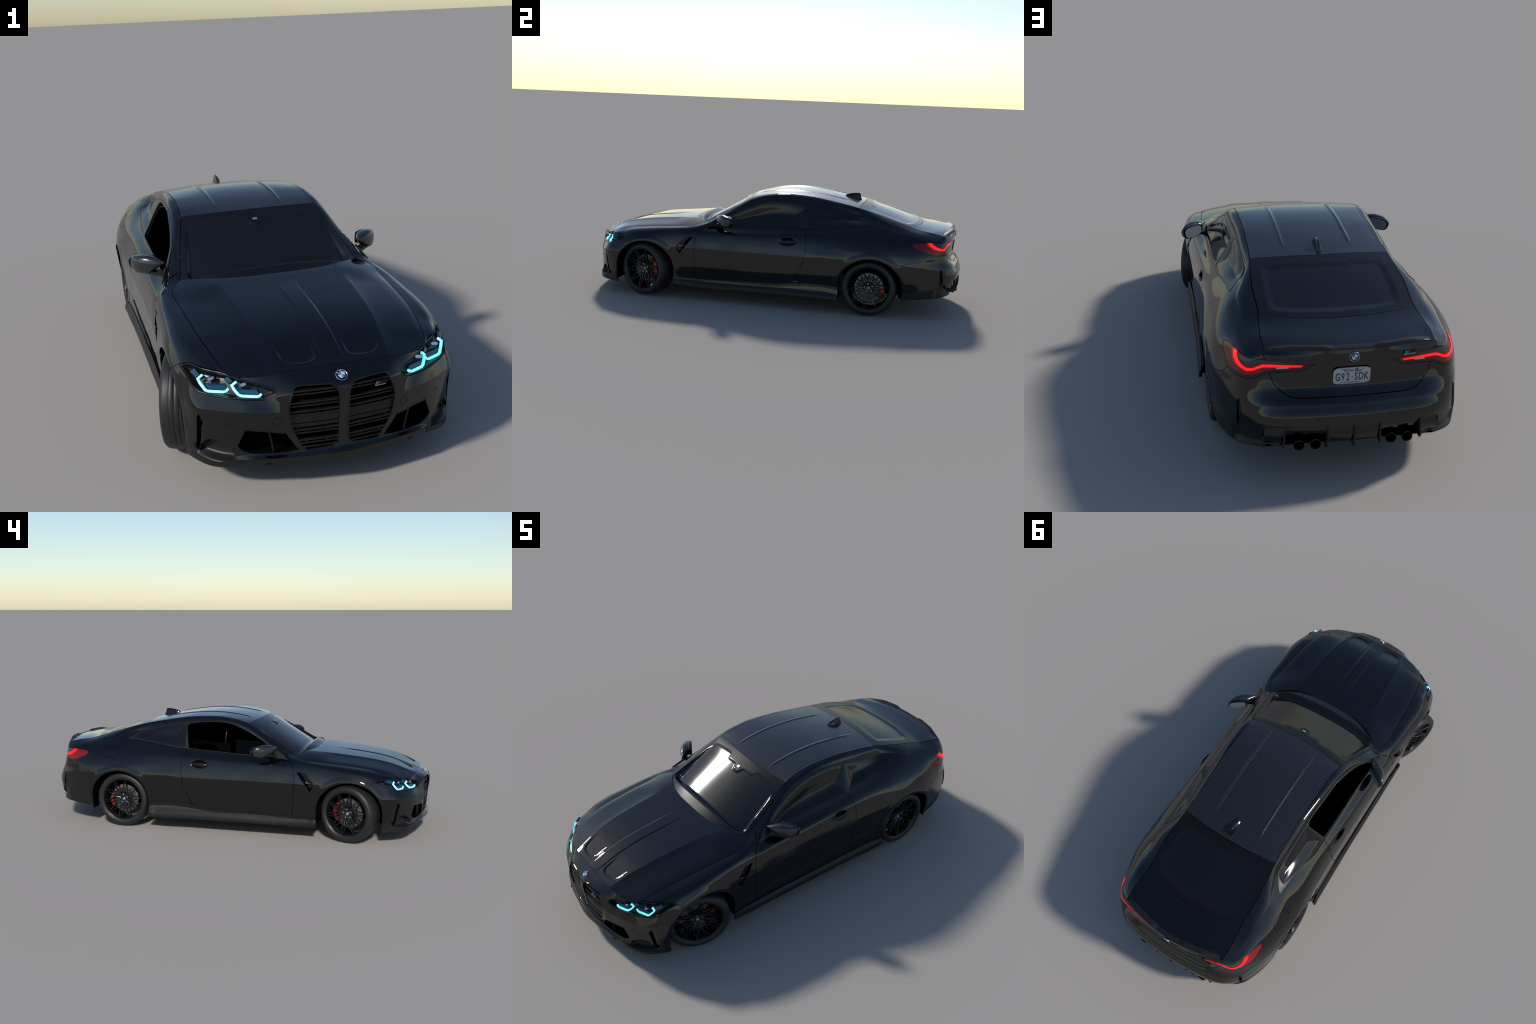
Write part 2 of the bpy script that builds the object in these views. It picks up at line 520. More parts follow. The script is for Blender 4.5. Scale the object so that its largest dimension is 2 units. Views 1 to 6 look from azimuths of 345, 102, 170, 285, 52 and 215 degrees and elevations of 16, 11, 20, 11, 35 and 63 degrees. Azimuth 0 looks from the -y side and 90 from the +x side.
def place(me, origin, right, up, sx=1.0, sy=1.0, shear=0.0):
    """local x/y/z -> right/up/normal frame"""
    r = Vector(right).normalized(); u = Vector(up).normalized()
    n = r.cross(u).normalized(); u = n.cross(r)
    M = Matrix(((r.x * sx, u.x * sy, n.x, origin[0]), (r.y * sx, u.y * sy, n.y, origin[1]),
                (r.z * sx, u.z * sy, n.z, origin[2]), (0, 0, 0, 1)))
    S = Matrix.Identity(4); S[0][1] = shear
    me.transform(M @ S); me.update()
    return me


# =====================================================================
# 4. materials (all node based)
# =====================================================================
def material(name, color, rough=0.4, metal=0.0, coat=0.0, ior=1.5, emit=None, strength=0.0, spec=0.5, coat_rough=0.02):
    m = bpy.data.materials.new(name); m.use_nodes = True
    b = m.node_tree.nodes["Principled BSDF"]
    b.inputs["Base Color"].default_value = (*color, 1)
    b.inputs["Roughness"].default_value = rough
    b.inputs["Metallic"].default_value = metal
    b.inputs["Coat Weight"].default_value = coat
    b.inputs["Coat Roughness"].default_value = coat_rough
    b.inputs["IOR"].default_value = ior
    b.inputs["Specular IOR Level"].default_value = spec
    if emit:
        b.inputs["Emission Color"].default_value = (*emit, 1)
        b.inputs["Emission Strength"].default_value = strength
    return m


def grain(m, scale, amount, c2=None, bump=0.0, rough_amount=0.0):
    """break up a plain material with fine noise in colour, bump and gloss"""
    nt = m.node_tree; b = nt.nodes["Principled BSDF"]
    tc = nt.nodes.new("ShaderNodeTexCoord"); no = nt.nodes.new("ShaderNodeTexNoise")
    no.inputs["Scale"].default_value = scale; no.inputs["Detail"].default_value = 4
    nt.links.new(tc.outputs["Object"], no.inputs["Vector"])
    base = b.inputs["Base Color"].default_value[:]
    if amount:
        mx = nt.nodes.new("ShaderNodeMix"); mx.data_type = 'RGBA'
        c2 = c2 or tuple(min(1, c * 1.8 + 0.004) for c in base[:3])
        mx.inputs[6].default_value = base; mx.inputs[7].default_value = (*c2, 1)
        mu = nt.nodes.new("ShaderNodeMath"); mu.operation = 'MULTIPLY'; mu.inputs[1].default_value = amount
        nt.links.new(no.outputs["Fac"], mu.inputs[0]); nt.links.new(mu.outputs[0], mx.inputs[0])
        nt.links.new(mx.outputs[2], b.inputs["Base Color"])
    if bump:
        bp = nt.nodes.new("ShaderNodeBump"); bp.inputs["Strength"].default_value = bump
        bp.inputs["Distance"].default_value = 0.001
        nt.links.new(no.outputs["Fac"], bp.inputs["Height"]); nt.links.new(bp.outputs[0], b.inputs["Normal"])
    return m


PAINT = material("black_paint", (0.0015, 0.0018, 0.0025), 0.02, ior=1.60)
grain(PAINT, 900, 0.35, (0.003, 0.0035, 0.005))
GLOSS = material("gloss_black_trim", (0.004, 0.004, 0.0045), 0.06)
TRIM = grain(material("satin_black_trim", (0.010, 0.010, 0.010), 0.28), 260, 0.5)
PLASTIC = grain(material("black_plastic", (0.007, 0.007, 0.0075), 0.42, spec=0.35), 300, 0.6, bump=0.05)
CARD = grain(material("cabin_trim", (0.07, 0.075, 0.08), 0.6), 200, 0.4)
VOID = material("dark_cavity", (0.0015, 0.0015, 0.0015), 0.9, spec=0.05)
GLASS = material("tinted_glass", (0.006, 0.0065, 0.008), 0.10, ior=1.5)
FRIT = material("windscreen_border", (0.005, 0.005, 0.005), 0.22, ior=1.45)
RUBBER = grain(material("tyre_rubber", (0.009, 0.009, 0.009), 0.50), 220, 0.6, bump=0.08)
RIM = grain(material("black_rim", (0.005, 0.005, 0.005), 0.26), 300, 0.4)
DISC = grain(material("brake_steel", (0.32, 0.31, 0.30), 0.38, metal=0.7), 120, 0.5, (0.22, 0.21, 0.20))
CALIPER = material("red_caliper", (0.32, 0.012, 0.012), 0.25, coat=0.5)
CHROME = material("chrome", (0.78, 0.78, 0.80), 0.10, metal=1.0)
SILVER = material("badge_silver", (0.55, 0.56, 0.58), 0.22, metal=0.8)
MIRROR = material("mirror_glass", (0.27, 0.29, 0.33), 0.12)
EXHAUST = material("dark_exhaust_steel", (0.035, 0.037, 0.045), 0.15, metal=0.9)
LED = material("running_light", (0.55, 0.80, 0.85), 0.3, emit=(0.12, 0.85, 1.0), strength=1.0)
LAMP_BLUE = material("blue_lamp_plastic", (0.008, 0.055, 0.10), 0.12)
LAMP_DEEP = material("deep_blue_lamp_frame", (0.006, 0.010, 0.09), 0.12)
LAMP_BOWL = material("lamp_housing", (0.008, 0.009, 0.009), 0.30, spec=0.35)
TAIL_LED = material("tail_light_strip", (0.45, 0.01, 0.01), 0.25, emit=(1.0, 0.008, 0.010), strength=0.95)
TAIL_SIDE = material("tail_strip_flank", (0.28, 0.002, 0.002), 0.2, emit=(0.35, 0.0, 0.0), strength=0.5)
TAIL_RED = material("dark_red_lens", (0.20, 0.008, 0.010), 0.08, ior=1.5)
TAIL_SMOKE = material("smoked_lens", (0.006, 0.006, 0.007), 0.07)
TAIL_CLEAR = material("grey_lens", (0.045, 0.050, 0.055), 0.10)
PLATE = grain(material("plate_white", (0.40, 0.43, 0.42), 0.35), 60, 0.35, (0.33, 0.37, 0.38))
INK = material("plate_blue_ink", (0.025, 0.028, 0.13), 0.4)
INK_RED = material("plate_red_ink", (0.42, 0.03, 0.025), 0.4)
BADGE_BLUE = material("badge_blue", (0.04, 0.22, 0.48), 0.2)
BADGE_DARK = material("badge_navy", (0.05, 0.04, 0.25), 0.2)
BADGE_RED = material("badge_red", (0.45, 0.02, 0.04), 0.2)
BADGE_WHITE = material("badge_white", (0.60, 0.62, 0.66), 0.2)
BADGE_BLACK = material("badge_black", (0.008, 0.008, 0.008), 0.15)


def carbon(name, kx, ky):
    """2x2 twill weave: warp and weft tows of slightly different grey under clear coat"""
    m = material(name, (0.01, 0.01, 0.012), 0.22, coat=0.6, coat_rough=0.10)
    nt = m.node_tree; b = nt.nodes["Principled BSDF"]; L = nt.links.new
    tc = nt.nodes.new("ShaderNodeTexCoord"); sp = nt.nodes.new("ShaderNodeSeparateXYZ")
    L(tc.outputs["Object"], sp.inputs[0])

    def math_node(op, a, v=None):
        n = nt.nodes.new("ShaderNodeMath"); n.operation = op
        for k, s in enumerate((a, v)):
            if s is None:
                continue
            if isinstance(s, (int, float)):
                n.inputs[k].default_value = s
            else:
                L(s, n.inputs[k])
        return n.outputs[0]
    p = 0.0019
    def mixed(k):
        q = [math_node('MULTIPLY', sp.outputs[c], f) for c, f in zip("XYZ", k)]
        return math_node('FLOOR', math_node('DIVIDE', math_node('ADD', math_node('ADD', q[0], q[1]), q[2]), p))
    i = mixed(kx)
    j = mixed(ky)
    k = math_node('FLOORED_MODULO', math_node('ADD', i, j), 4)
    weft = math_node('LESS_THAN', k, 1.5)
    mx = nt.nodes.new("ShaderNodeMix"); mx.data_type = 'RGBA'
    mx.inputs[6].default_value = (0.003, 0.0035, 0.0045, 1); mx.inputs[7].default_value = (0.026, 0.028, 0.034, 1)
    L(weft, mx.inputs[0]); L(mx.outputs[2], b.inputs["Base Color"])
    bp = nt.nodes.new("ShaderNodeBump"); bp.inputs["Strength"].default_value = 0.2; bp.inputs["Distance"].default_value = 0.0005
    L(weft, bp.inputs["Height"]); L(bp.outputs[0], b.inputs["Normal"])
    return m


CARBON = carbon("carbon_weave", (1, 0, 0), (0, 1, 0))
CARBON_CAP = carbon("carbon_weave_cap", (.84, .54, 0), (.25, -.4, .88))

# =====================================================================
# 5. side skin: build, cut into panels
# =====================================================================
ARCHES = [(-0.6425, 0.162, 0.150, 0.1465), (0.556, 0.160, 0.150, 0.1460)]   # y, half length, axle z, rise


def arch_f(y, z, k, grow=0.0):
    yc, ry, zc, rz = ARCHES[k]
    dy = (y - yc) / (ry + grow); dz = np.maximum(z - zc, 0) / (rz + grow)
    return (np.hypot(dy, dz) - 1) * 0.155


NA, NV = 760, 190
a_grid = np.linspace(0, A_END, NA)
v_grid = np.linspace(0, V_RAIL[-1], NV)
v_grid[np.argmin(np.abs(v_grid - V_RAIL[3]))] = V_RAIL[3]
SP = side_points(a_grid, v_grid)
# flared lips round the wheel arches
for k in range(2):
    d = arch_f(SP[..., 1], SP[..., 2], k)
    on = (SP[..., 0] > 0.3)
    SP[..., 0] += np.where(on, 0.0025 * smooth01(1 - np.abs(d - 0.010) / 0.028), 0)
# belt of the door: a shallow step under the crease line
SIDE = grid_mesh(SP, a_grid, v_grid)
if SIDE.N[(np.abs(SIDE.V[:, 1]) < 0.05) & (SIDE.V[:, 2] > .2) & (SIDE.V[:, 2] < .3)][:, 0].mean() < 0:
    SIDE = grid_mesh(SP, a_grid, v_grid, flip=True)
SIDE.N[SIDE.A[:, 0] < 1e-9, 0] = 0
SIDE.N[SIDE.A[:, 0] > A_END - 1e-9, 0] = 0
FULL = SIDE.copy()

yz = lambda m: m.V[:, 1:3]
xz = lambda m: m.V[:, [0, 2]]
az = lambda m: np.stack([m.A[:, 0], m.V[:, 2]], 1)


def at_xz(pts, face=-1):
    """3-D points of the front (-1) or rear (+1) face for (x, z) pairs, with normals"""
    sel = FULL.V[:, 1] * face > 0.8
    V = FULL.V[sel]; N = FULL.N[sel]
    out = []; nn = []
    for x, z in pts:
        i = np.argmin((V[:, 0] - abs(x))**2 + (V[:, 2] - z)**2)
        n = N[i]; y = V[i, 1] - (n[0] * (abs(x) - V[i, 0]) + n[2] * (z - V[i, 2])) / (n[1] if abs(n[1]) > .2 else .2 * face)
        out.append((x, y, z)); nn.append(n * [1 if x >= 0 else -1, 1, 1])
    return np.array(out), np.array(nn)


def at_az(pts):
    out = []; nn = []
    A = az(FULL)
    for a, z in pts:
        i = np.argmin((A[:, 0] - a)**2 + (A[:, 1] - z)**2)
        out.append(FULL.V[i]); nn.append(FULL.N[i])
    return np.array(out), np.array(nn)


def cut(M, poly, coords, gap=0.0, mask=None):
    """split by polygon -> (inside, outside) with an open gap between"""
    f = sdf(poly, coords(M))
    if mask is not None:
        f = np.where(mask(M), f, 1.0)
    if gap:
        ins = clip(M, f + gap)[0]; out = clip(M, f - gap)[1]
        return ins, out
    return clip(M, f)


G = 0.0011
M = clip(SIDE, SIDE.A[:, 1] - (V_RAIL[-1] - 0.0010))[0]
for k in range(2):
    M = clip(M, np.where(M.V[:, 0] > 0.3, arch_f(M.V[:, 1], M.V[:, 2], k), 1.0))[1]

# --- side windows -------------------------------------------------------
DAYLIGHT = [(-.333, .3845), (-.278, .423), (-.232, .4525), (-.184, .480), (-.153, .498), (-.125, .5125), (-.100, .5245), (-.055, .5435),
            (-.020, .5535), (.013, .5575), (.080, .5590), (.150, .5535), (.220, .5450), (.300, .5325), (.366, .5205), (.439, .5025),
            (.482, .487), (.507, .476), (.527, .463), (.543, .4525), (.490, .4480), (.431, .4425), (.334, .430), (.250, .4205), (.104, .4115),
            (-.042, .4015), (-.187, .3915)]
DOOR_GLASS = [(-.252, .406), (-.247, .430), (-.216, .4505), (-.160, .4840), (-.100, .5140), (-.050, .5345), (-.010, .5465), (.030, .5510), (.081, .5515),
              (.150, .5470), (.2265, .5370), (.217, .500), (.2065, .460), (.197, .4245), (.190, .4200), (.061, .4115), (-.120, .4005), (-.220, .3945), (-.246, .397)]
QUARTER_GLASS = [(.211, .4245), (.217, .450), (.2265, .500), (.2335, .5345), (.267, .5295), (.315, .5225), (.399, .5045), (.455, .4895), (.476, .4825),
                 (.488, .473), (.496, .4615), (.489, .4555), (.440, .4495), (.388, .4440), (.330, .4345), (.260, .4280)]
side_only = lambda m: (m.V[:, 2] > .37) & (np.abs(m.V[:, 1]) < .62)
DAY, M = cut(M, DAYLIGHT, yz, 0.0006, side_only)
DGLASS, frame = cut(DAY, rounded(DOOR_GLASS, 1), yz)
QGLASS, frame = cut(frame, rounded(QUARTER_GLASS, 1), yz)


def dished(Mg, poly, coords, depth, width, low=None):
    """glass set back behind its border; low = (y from, y to, extra width) widens the slope at one end"""
    d = -sdf(poly, coords(Mg))
    w = np.full(len(d), width)
    if low is not None:
        w += low[2] * smooth01((Mg.V[:, 1] - low[0]) / (low[1] - low[0]))
    h = -np.asarray(depth) * smooth01(d / w)
    return Mesh(Mg.V + Mg.N * h[:, None], Mg.F, None, Mg.A)


DGLASS = dished(DGLASS, DOOR_GLASS, yz, np.interp(DGLASS.V[:, 2], [.41, .54], [.026, .012]), .070)
QGLASS = dished(QGLASS, QUARTER_GLASS, yz, .010, .050)
frame = frame.offset(0.0012)

# --- lamps ---------------------------------------------------------------
HEAD = [(.500, .3035), (.476, .3125), (.453, .3170), (.430, .3185), (.398, .3170), (.339, .3125), (.300, .3080), (.260, .3025), (.184, .2845),
        (.178, .2710), (.209, .2555), (.271, .2565), (.339, .2580), (.390, .2635), (.413, .2725), (.440, .2855), (.470, .2950)]
TAIL = [(2.014, .374), (2.018, .381), (2.032, .386), (2.070, .3885), (2.124, .3895), (2.180, .3895), (2.246, .3890), (2.315, .3825), (2.392, .3785),
        (2.358, .3575), (2.264, .3490), (2.250, .3470), (2.225, .3355), (2.210, .3280), (2.186, .3255), (2.160, .3255), (2.135, .3265), (2.115, .3310),
        (2.077, .3460), (2.033, .3610)]
HEADM, M = cut(M, HEAD, az, 0.0007)
TAILM, M = cut(M, TAIL, az, 0.0007)

# --- openings of the front end -------------------------------------------
KIDNEY = [(.0125, .250), (.0145, .272), (.022, .285), (.036, .2925), (.110, .2925), (.123, .2905), (.131, .284), (.1435, .252), (.148, .2245),
          (.140, .178), (.122, .137), (.104, .109), (.097, .106), (.028, .110), (.017, .115), (.0135, .130), (.0118, .196)]
KIDNEY_R = rounded(KIDNEY, 1)
INTAKE = [(.252, .179), (.156, .1685), (.119, .108), (.150, .1035), (.200, .1010), (.236, .1035), (.262, .112), (.275, .126)]
SLOT_F = [(.384, .208), (.390, .200), (.393, .174), (.401, .104), (.403, .090), (.386, .114), (.376, .171), (.370, .187)]
front = lambda m: m.A[:, 0] < .36
KID, M = cut(M, KIDNEY_R, xz, 0, front)
INT, M = cut(M, INTAKE, xz, 0, front)
SLF, M = cut(M, SLOT_F, az)
VENT = [(-.421, .3335), (-.380, .335), (-.406, .299), (-.451, .242), (-.4675, .274), (-.466, .287)]
VNT, M = cut(M, VENT, yz, 0, lambda m: (m.V[:, 0] > .3))
SLOT_R = [(2.156, .252), (2.163, .259), (2.171, .257), (2.179, .184), (2.163, .171)]
SLR, M = cut(M, SLOT_R, az)

# --- sill and skirt ------------------------------------------------------
SILL_Y = [-.60, -.357, -.151, .001, .093, .125, .145, .165, .193, .311, .391, .60]
SILL_Z = [.115, .115, .119, .123, .1265, .131, .138, .146, .149, .149, .145, .143]
mid = lambda m: (np.abs(m.V[:, 1] + .045) < .46) & (m.V[:, 0] > .3)
f = np.where(mid(M), M.V[:, 2] - np.interp(M.V[:, 1], SILL_Y, SILL_Z), 1.0)
ROCKER = clip(M, f + G * .6)[0]; M = clip(M, f - G * .6)[1]
f = ROCKER.V[:, 2] - np.interp(ROCKER.V[:, 1], [-.478, -.151, .154, .312, .393], [.102, .103, .110, .110, .101])
SKIRT, ROCKER = clip(ROCKER, f)

# --- door, fuel flap -----------------------------------------------------
DOOR = [(-.334, .384), (-.350, .372), (-.361, .350), (-.367, .320), (-.3685, .290), (-.3680, .240), (-.3660, .197), (-.3610, .140), (-.3570, .105),
        (.10, .105), (.125, .129), (.145, .137), (.160, .147), (.172, .163), (.187, .193), (.203, .226), (.212, .262), (.2175, .300), (.2200, .332),
        (.2180, .365), (.2110, .390), (.2030, .409), (.196, .43), (-.30, .43)]
DOORM, M = cut(M, DOOR, yz, G, lambda m: (m.V[:, 0] > .30) & (m.V[:, 2] < .43))
HANDLE_C = np.array([.124, .350]); HANDLE_R = np.array([.0515, .0230])
f = np.hypot((DOORM.V[:, 1] - .124) / .0515, (DOORM.V[:, 2] - .350 - .08 * (DOORM.V[:, 1] - .124)) / .0230) - 1
CUP, DOORM = clip(DOORM, f * .023)
FUEL = rounded([(.659, .407), (.569, .411), (.566, .388), (.571, .362), (.662, .364), (.668, .386)], 2)
M_NOFLAP = M
FLAP, M = cut(M, FUEL, yz, .0008, lambda m: (m.V[:, 0] > .30))

# --- bumpers, fender, quarter panel, trunk face ----------------------------
FB = [(-1, -1), (.575, -1), (.548, .250), (.525, .285), (.500, .3035), (.268, .3060), (.268, .6), (-1, .6)]
FBUMP, M = cut(M, FB, az, G * .7, lambda m: m.A[:, 0] < .62)
LID = [(2.262, .36), (2.262, .348), (2.274, .322), (2.298, .296), (2.323, .283), (2.351, .2785), (2.442, .2795), (2.8, .2795), (2.8, .60), (2.185, .60),
       (2.190, .420), (2.196, .418), (2.225, .4035), (2.2435, .391), (2.245, .385), (2.245, .36)]
LIDF, M = cut(M, LID, az, G, lambda m: m.A[:, 0] > 2.1)
RB = [(1.85, -1), (1.85, .255), (1.918, .268), (1.995, .283), (2.058, .297), (2.072, .302), (2.090, .318), (2.108, .333), (2.16, .36), (2.9, .36), (2.9, -1)]
RBUMP, M = cut(M, RB, az, G * .7, lambda m: m.A[:, 0] > 1.86)
FENDER, QUARTER = clip(M, M.V[:, 1] + .334)
# the other side has no fuel flap: repeat the cuts without it
M2 = cut(M_NOFLAP, FB, az, G * .7, lambda m: m.A[:, 0] < .62)[1]
M2 = cut(M2, LID, az, G, lambda m: m.A[:, 0] > 2.1)[1]
M2 = cut(M2, RB, az, G * .7, lambda m: m.A[:, 0] > 1.86)[1]
QUARTER_L = clip(M2, M2.V[:, 1] + .334)[1]

# --- black lower pieces ----------------------------------------------------
CANARD = [(.62, .100), (.46, .109), (.412, .115), (.388, .114), (.361, .136), (.344, .139), (.321, .133), (.292, .117), (.278, .085), (.266, .070), (.266, -1), (.62, -1)]
CAN, FBUMP = cut(FBUMP, CANARD, az, 0, lambda m: m.A[:, 0] > .2)
SCOOPM, CAN = clip(CAN, CAN.A[:, 0] - (.411 + .02 * (CAN.V[:, 2] - .1)))
d = -sdf(CANARD, az(SCOOPM))
h = .020 * smooth01(d / .010) * smooth01((SCOOPM.V[:, 2] - .079) / .022) * smooth01((.411 - SCOOPM.A[:, 0]) / .012)
SCOOPM = Mesh(SCOOPM.V - SCOOPM.N * h[:, None], SCOOPM.F, None, SCOOPM.A)
LIP = [(1.85, .118), (1.970, .131), (2.070, .148), (2.132, .158), (2.146, .165), (2.176, .180), (2.196, .183), (2.209, .168), (2.244, .157), (2.249, .168),
       (2.252, .186), (2.267, .201), (2.300, .206), (2.9, .206), (2.9, -1), (1.85, -1)]
LIPM, RBUMP = cut(RBUMP, LIP, az)
LIPM, DIFF = clip(LIPM, LIPM.A[:, 0] - 2.250)
d = -sdf(LIP, az(LIPM))
h = .013 * smooth01(d / .010) * smooth01((LIPM.A[:, 0] - 2.140) / .03) * smooth01((LIPM.V[:, 2] - LIPM.V[:, 2].min() - .010) / .025)
LIPM = Mesh(LIPM.V - LIPM.N * h[:, None], LIPM.F, None, LIPM.A)

# =====================================================================
# 6. put the side panels into the scene (both sides)
# =====================================================================
SIDES = (1, -1)
both = lambda m: join(m, m.mirror()).weld()
one = lambda m, s: m if s > 0 else m.mirror()

front_bumper = panel("front_bumper", both(FBUMP), PAINT)
rear_bumper = panel("rear_bumper", both(RBUMP), PAINT)
DOORS = {}
for s in SIDES:
    panel("fender", one(FENDER, s), PAINT)
    panel("quarter_panel", one(QUARTER if s < 0 else QUARTER_L, s), PAINT)
    d = DOORS[s] = panel("door", one(DOORM, s), PAINT)
    panel("sill", one(ROCKER, s), PAINT)
    sk = SKIRT.copy()
    zl = sk.V[:, 2]
    sk.V = sk.V + sk.N * (.0025 + .0055 * np.sin(np.pi * np.clip((zl - .06) / .045, 0, 1)))[:, None]
    sk.renormal()
    panel("side_skirt", one(sk, s), PLASTIC, thick=0.012)
    if s < 0:
        panel("fuel_flap", one(FLAP, s), PAINT)
    panel("window_frame", one(frame, s), TRIM, thick=0.012)
    skin("quarter_window", one(QGLASS, s), GLASS)
    if s > 0:                                  # the other door's window is rolled down
        skin("door_window", one(DGLASS, s), GLASS, d)
    panel("bumper_corner_blade", one(CAN, s), PLASTIC, front_bumper, 0.008)
    panel("bumper_corner_scoop", one(SCOOPM, s), PLASTIC, front_bumper, 0.004)
    panel("rear_lip", one(LIPM, s), PLASTIC, rear_bumper, 0.010)

# =====================================================================
# 7. hood, windscreen, roof, rear window, trunk lid
# =====================================================================
def rail_top(a0, a1, n):
    return rails_at(np.linspace(a0, a1, n))[:, 8]


def a_of_y(y):
    aa = np.linspace(A_ST[8], A_ST[27], 4000)
    return aa[np.argmin(np.abs(rails_at(aa)[:, 8, 1] - y))]


def crown(C, E, py, pz, nt=90, inset=0.0012, front=None, rear=None):
    """surface from centre line C(s) to edge E(s): y and z fall off with power py, pz of t"""
    t = np.linspace(0, 1, nt)[None, :]
    n = len(C)
    s = np.linspace(0, 1, n)[:, None]
    py = py[0] + (py[1] - py[0]) * s; pz = pz[0] + (pz[1] - pz[0]) * s
    P = np.zeros((n, nt, 3))
    P[..., 0] = t * (E[:, :1] - inset)
    P[..., 1] = C[:, 1:2] + (E[:, 1:2] - C[:, 1:2]) * t**py
    P[..., 2] = C[:, 2:3] + (E[:, 2:3] - C[:, 2:3]) * t**pz
    for row, end in ((front, 0), (rear, -1)):
        if row is not None:
            xr = P[end, :, 0]
            o = np.argsort(row[:, 0])
            tgt = np.stack([np.interp(xr, row[o, 0], row[o, k]) for k in (1, 2)], 1)
            w = ((1 - s) if end == 0 else s)**3
            P[..., 1:] += w[..., None] * (tgt - P[end, :, 1:])[None]
    return P


def centre(pts, n):
    p = np.asarray(pts, float)
    q = np.linspace(0, 1, n)
    t = np.r_[0, np.cumsum(np.hypot(*np.diff(p, axis=0).T))]; t /= t[-1]
    yzc = spline_c2(t, p, q)
    return np.concatenate([np.zeros((n, 1)), yzc], 1)


def top_mesh(P, flip=None):
    nu, nt, _ = P.shape
    m = grid_mesh(P, np.linspace(0, 1, nu), np.linspace(0, 1, nt))
    if m.N[:, 2].mean() < 0:
        m = grid_mesh(P, np.linspace(0, 1, nu), np.linspace(0, 1, nt), flip=True)
    m.N[:nu * nt:nt, 0] = 0
    m.N /= np.linalg.norm(m.N, axis=1, keepdims=True)
    return both(m)


# --- hood ------------------------------------------------------------------
n = 180
E_h = rail_top(A_ST[5], A_ST[14], n)
C_h = centre([(-.9405, .3215), (-.90, .3345), (-.85, .352), (-.80, .3645), (-.75, .3765), (-.70, .386), (-.65, .393), (-.58, .4005), (-.50, .4085), (-.432, .4150)], n)
front_row = rail_top(0, A_ST[5], 60)
P = crown(C_h, E_h, (4.6, 3.2), (3, 3), 150, front=front_row)
HX, HY = P[..., 0], P[..., 1]
PL_Y = [-.96, -.937, -.897, -.854, -.808, -.756, -.706, -.650, -.583, -.500, -.430, -.33]
PL_Z = [.3095, .3185, .3340, .3508, .3650, .3765, .3850, .3922, .3995, .4075, .4145, .420]
CR_X = [.138, .1435, .152, .159, .1665, .173, .178, .1825, .1875, .192, .198, .21]
plate_z = pchip(PL_Y, PL_Z, HY.ravel()).reshape(HY.shape)
cr_x = pchip(PL_Y, CR_X, HY.ravel()).reshape(HY.shape)
so = np.argsort(E_h[:, 1])
xs = np.interp(HY, E_h[so, 1], E_h[so, 0]); zs = np.interp(HY, E_h[so, 1], E_h[so, 2])
xs = np.where(HY < E_h[0, 1], .288 - (E_h[0, 1] - HY) * .55, xs)
zs = np.where(HY < E_h[0, 1], .315 - (E_h[0, 1] - HY) * .15, zs)
r = np.clip((HX - cr_x) / np.maximum(xs - cr_x, .02), 0, 1.2)
soft = smooth01((HY + .56) / .12)[...]
g_sharp = np.interp(r, [0, .12, .25, .4, .55, .75, .88, 1, 1.2], [0, .15, .28, .41, .53, .68, .81, 1, 1.3])
g_soft = r**1.6
g = g_sharp * (1 - soft) + g_soft * soft
Z = plate_z + (zs - plate_z) * g
Z += .0022 * (1 - (HX / .19)**2).clip(0) * smooth01((HY + .90) / .2)
fade = 1 - smooth01((HY + .62) / .13)
Z += .0024 * fade * smooth01((.0305 - HX) / .0045)
SCOOP = rounded([(.043, -.921), (.131, -.918), (.146, -.86), (.152, -.80), (.040, -.80), (.041, -.86)], 2)
d = sdf(SCOOP, np.stack([HX.ravel(), HY.ravel()], 1)).reshape(HX.shape)
Z -= .0042 * smooth01(-d / .006) * (1 - smooth01((HY + .918) / .10))
edge_res = (E_h[:, 2] - Z[:, -1])[:, None]
t = np.linspace(0, 1, P.shape[1])[None]
Z += edge_res * t**8
fr = np.interp(P[0, :, 0], front_row[:, 0], front_row[:, 2]) - Z[0]
s_ = np.linspace(0, 1, n)[:, None]
Z += fr[None] * (1 - s_)**14
P[..., 2] = Z
panel("hood", top_mesh(P), PAINT)

# --- windscreen ---------------------------------------------------------------
n = 110
E_w = rail_top(A_ST[14], A_ST[17], n)
C_w = centre([(-.4315, .4155), (-.38, .4375), (-.275, .4845), (-.18, .529), (-.121, .5560)], n)
P = crown(C_w, E_w, (3.2, 2.05), (2.2, 2.0), 110)
WS = top_mesh(P)
yx = lambda m: m.V[:, :2]
half = [(0, -.396), (.08, -.395), (.19, -.390), (.240, -.379), (.266, -.364), (.277, -.346), (.275, -.325), (.262, -.270), (.247, -.185), (.236, -.146), (.222, -.137), (.100, -.135), (.083, -.162), (.026, -.164), (.012, -.190), (0, -.191)]
GLASS_W = np.array([(x, y) for x, y in half] + [(-x, y) for x, y in half[::-1][1:-1]])
W_IN, W_OUT = cut(WS, rounded(GLASS_W, 1, .2), yx)
W_IN = dished(W_IN, GLASS_W, yx, .021 * np.clip((-.150 - W_IN.V[:, 1]) / .19, 0, 1.15), .012, (-.33, -.39, .020))
panel("windscreen_border", W_OUT, FRIT, thick=.005)
skin("windscreen", W_IN, GLASS)
sensor = box_mesh("rain_sensor", (0, -.175, .5345), (.016, .012, .002), [(1, 0, 0), (0, .9, .42), (0, -.42, .9)], .0005)
link("rain_sensor", sensor, SILVER)

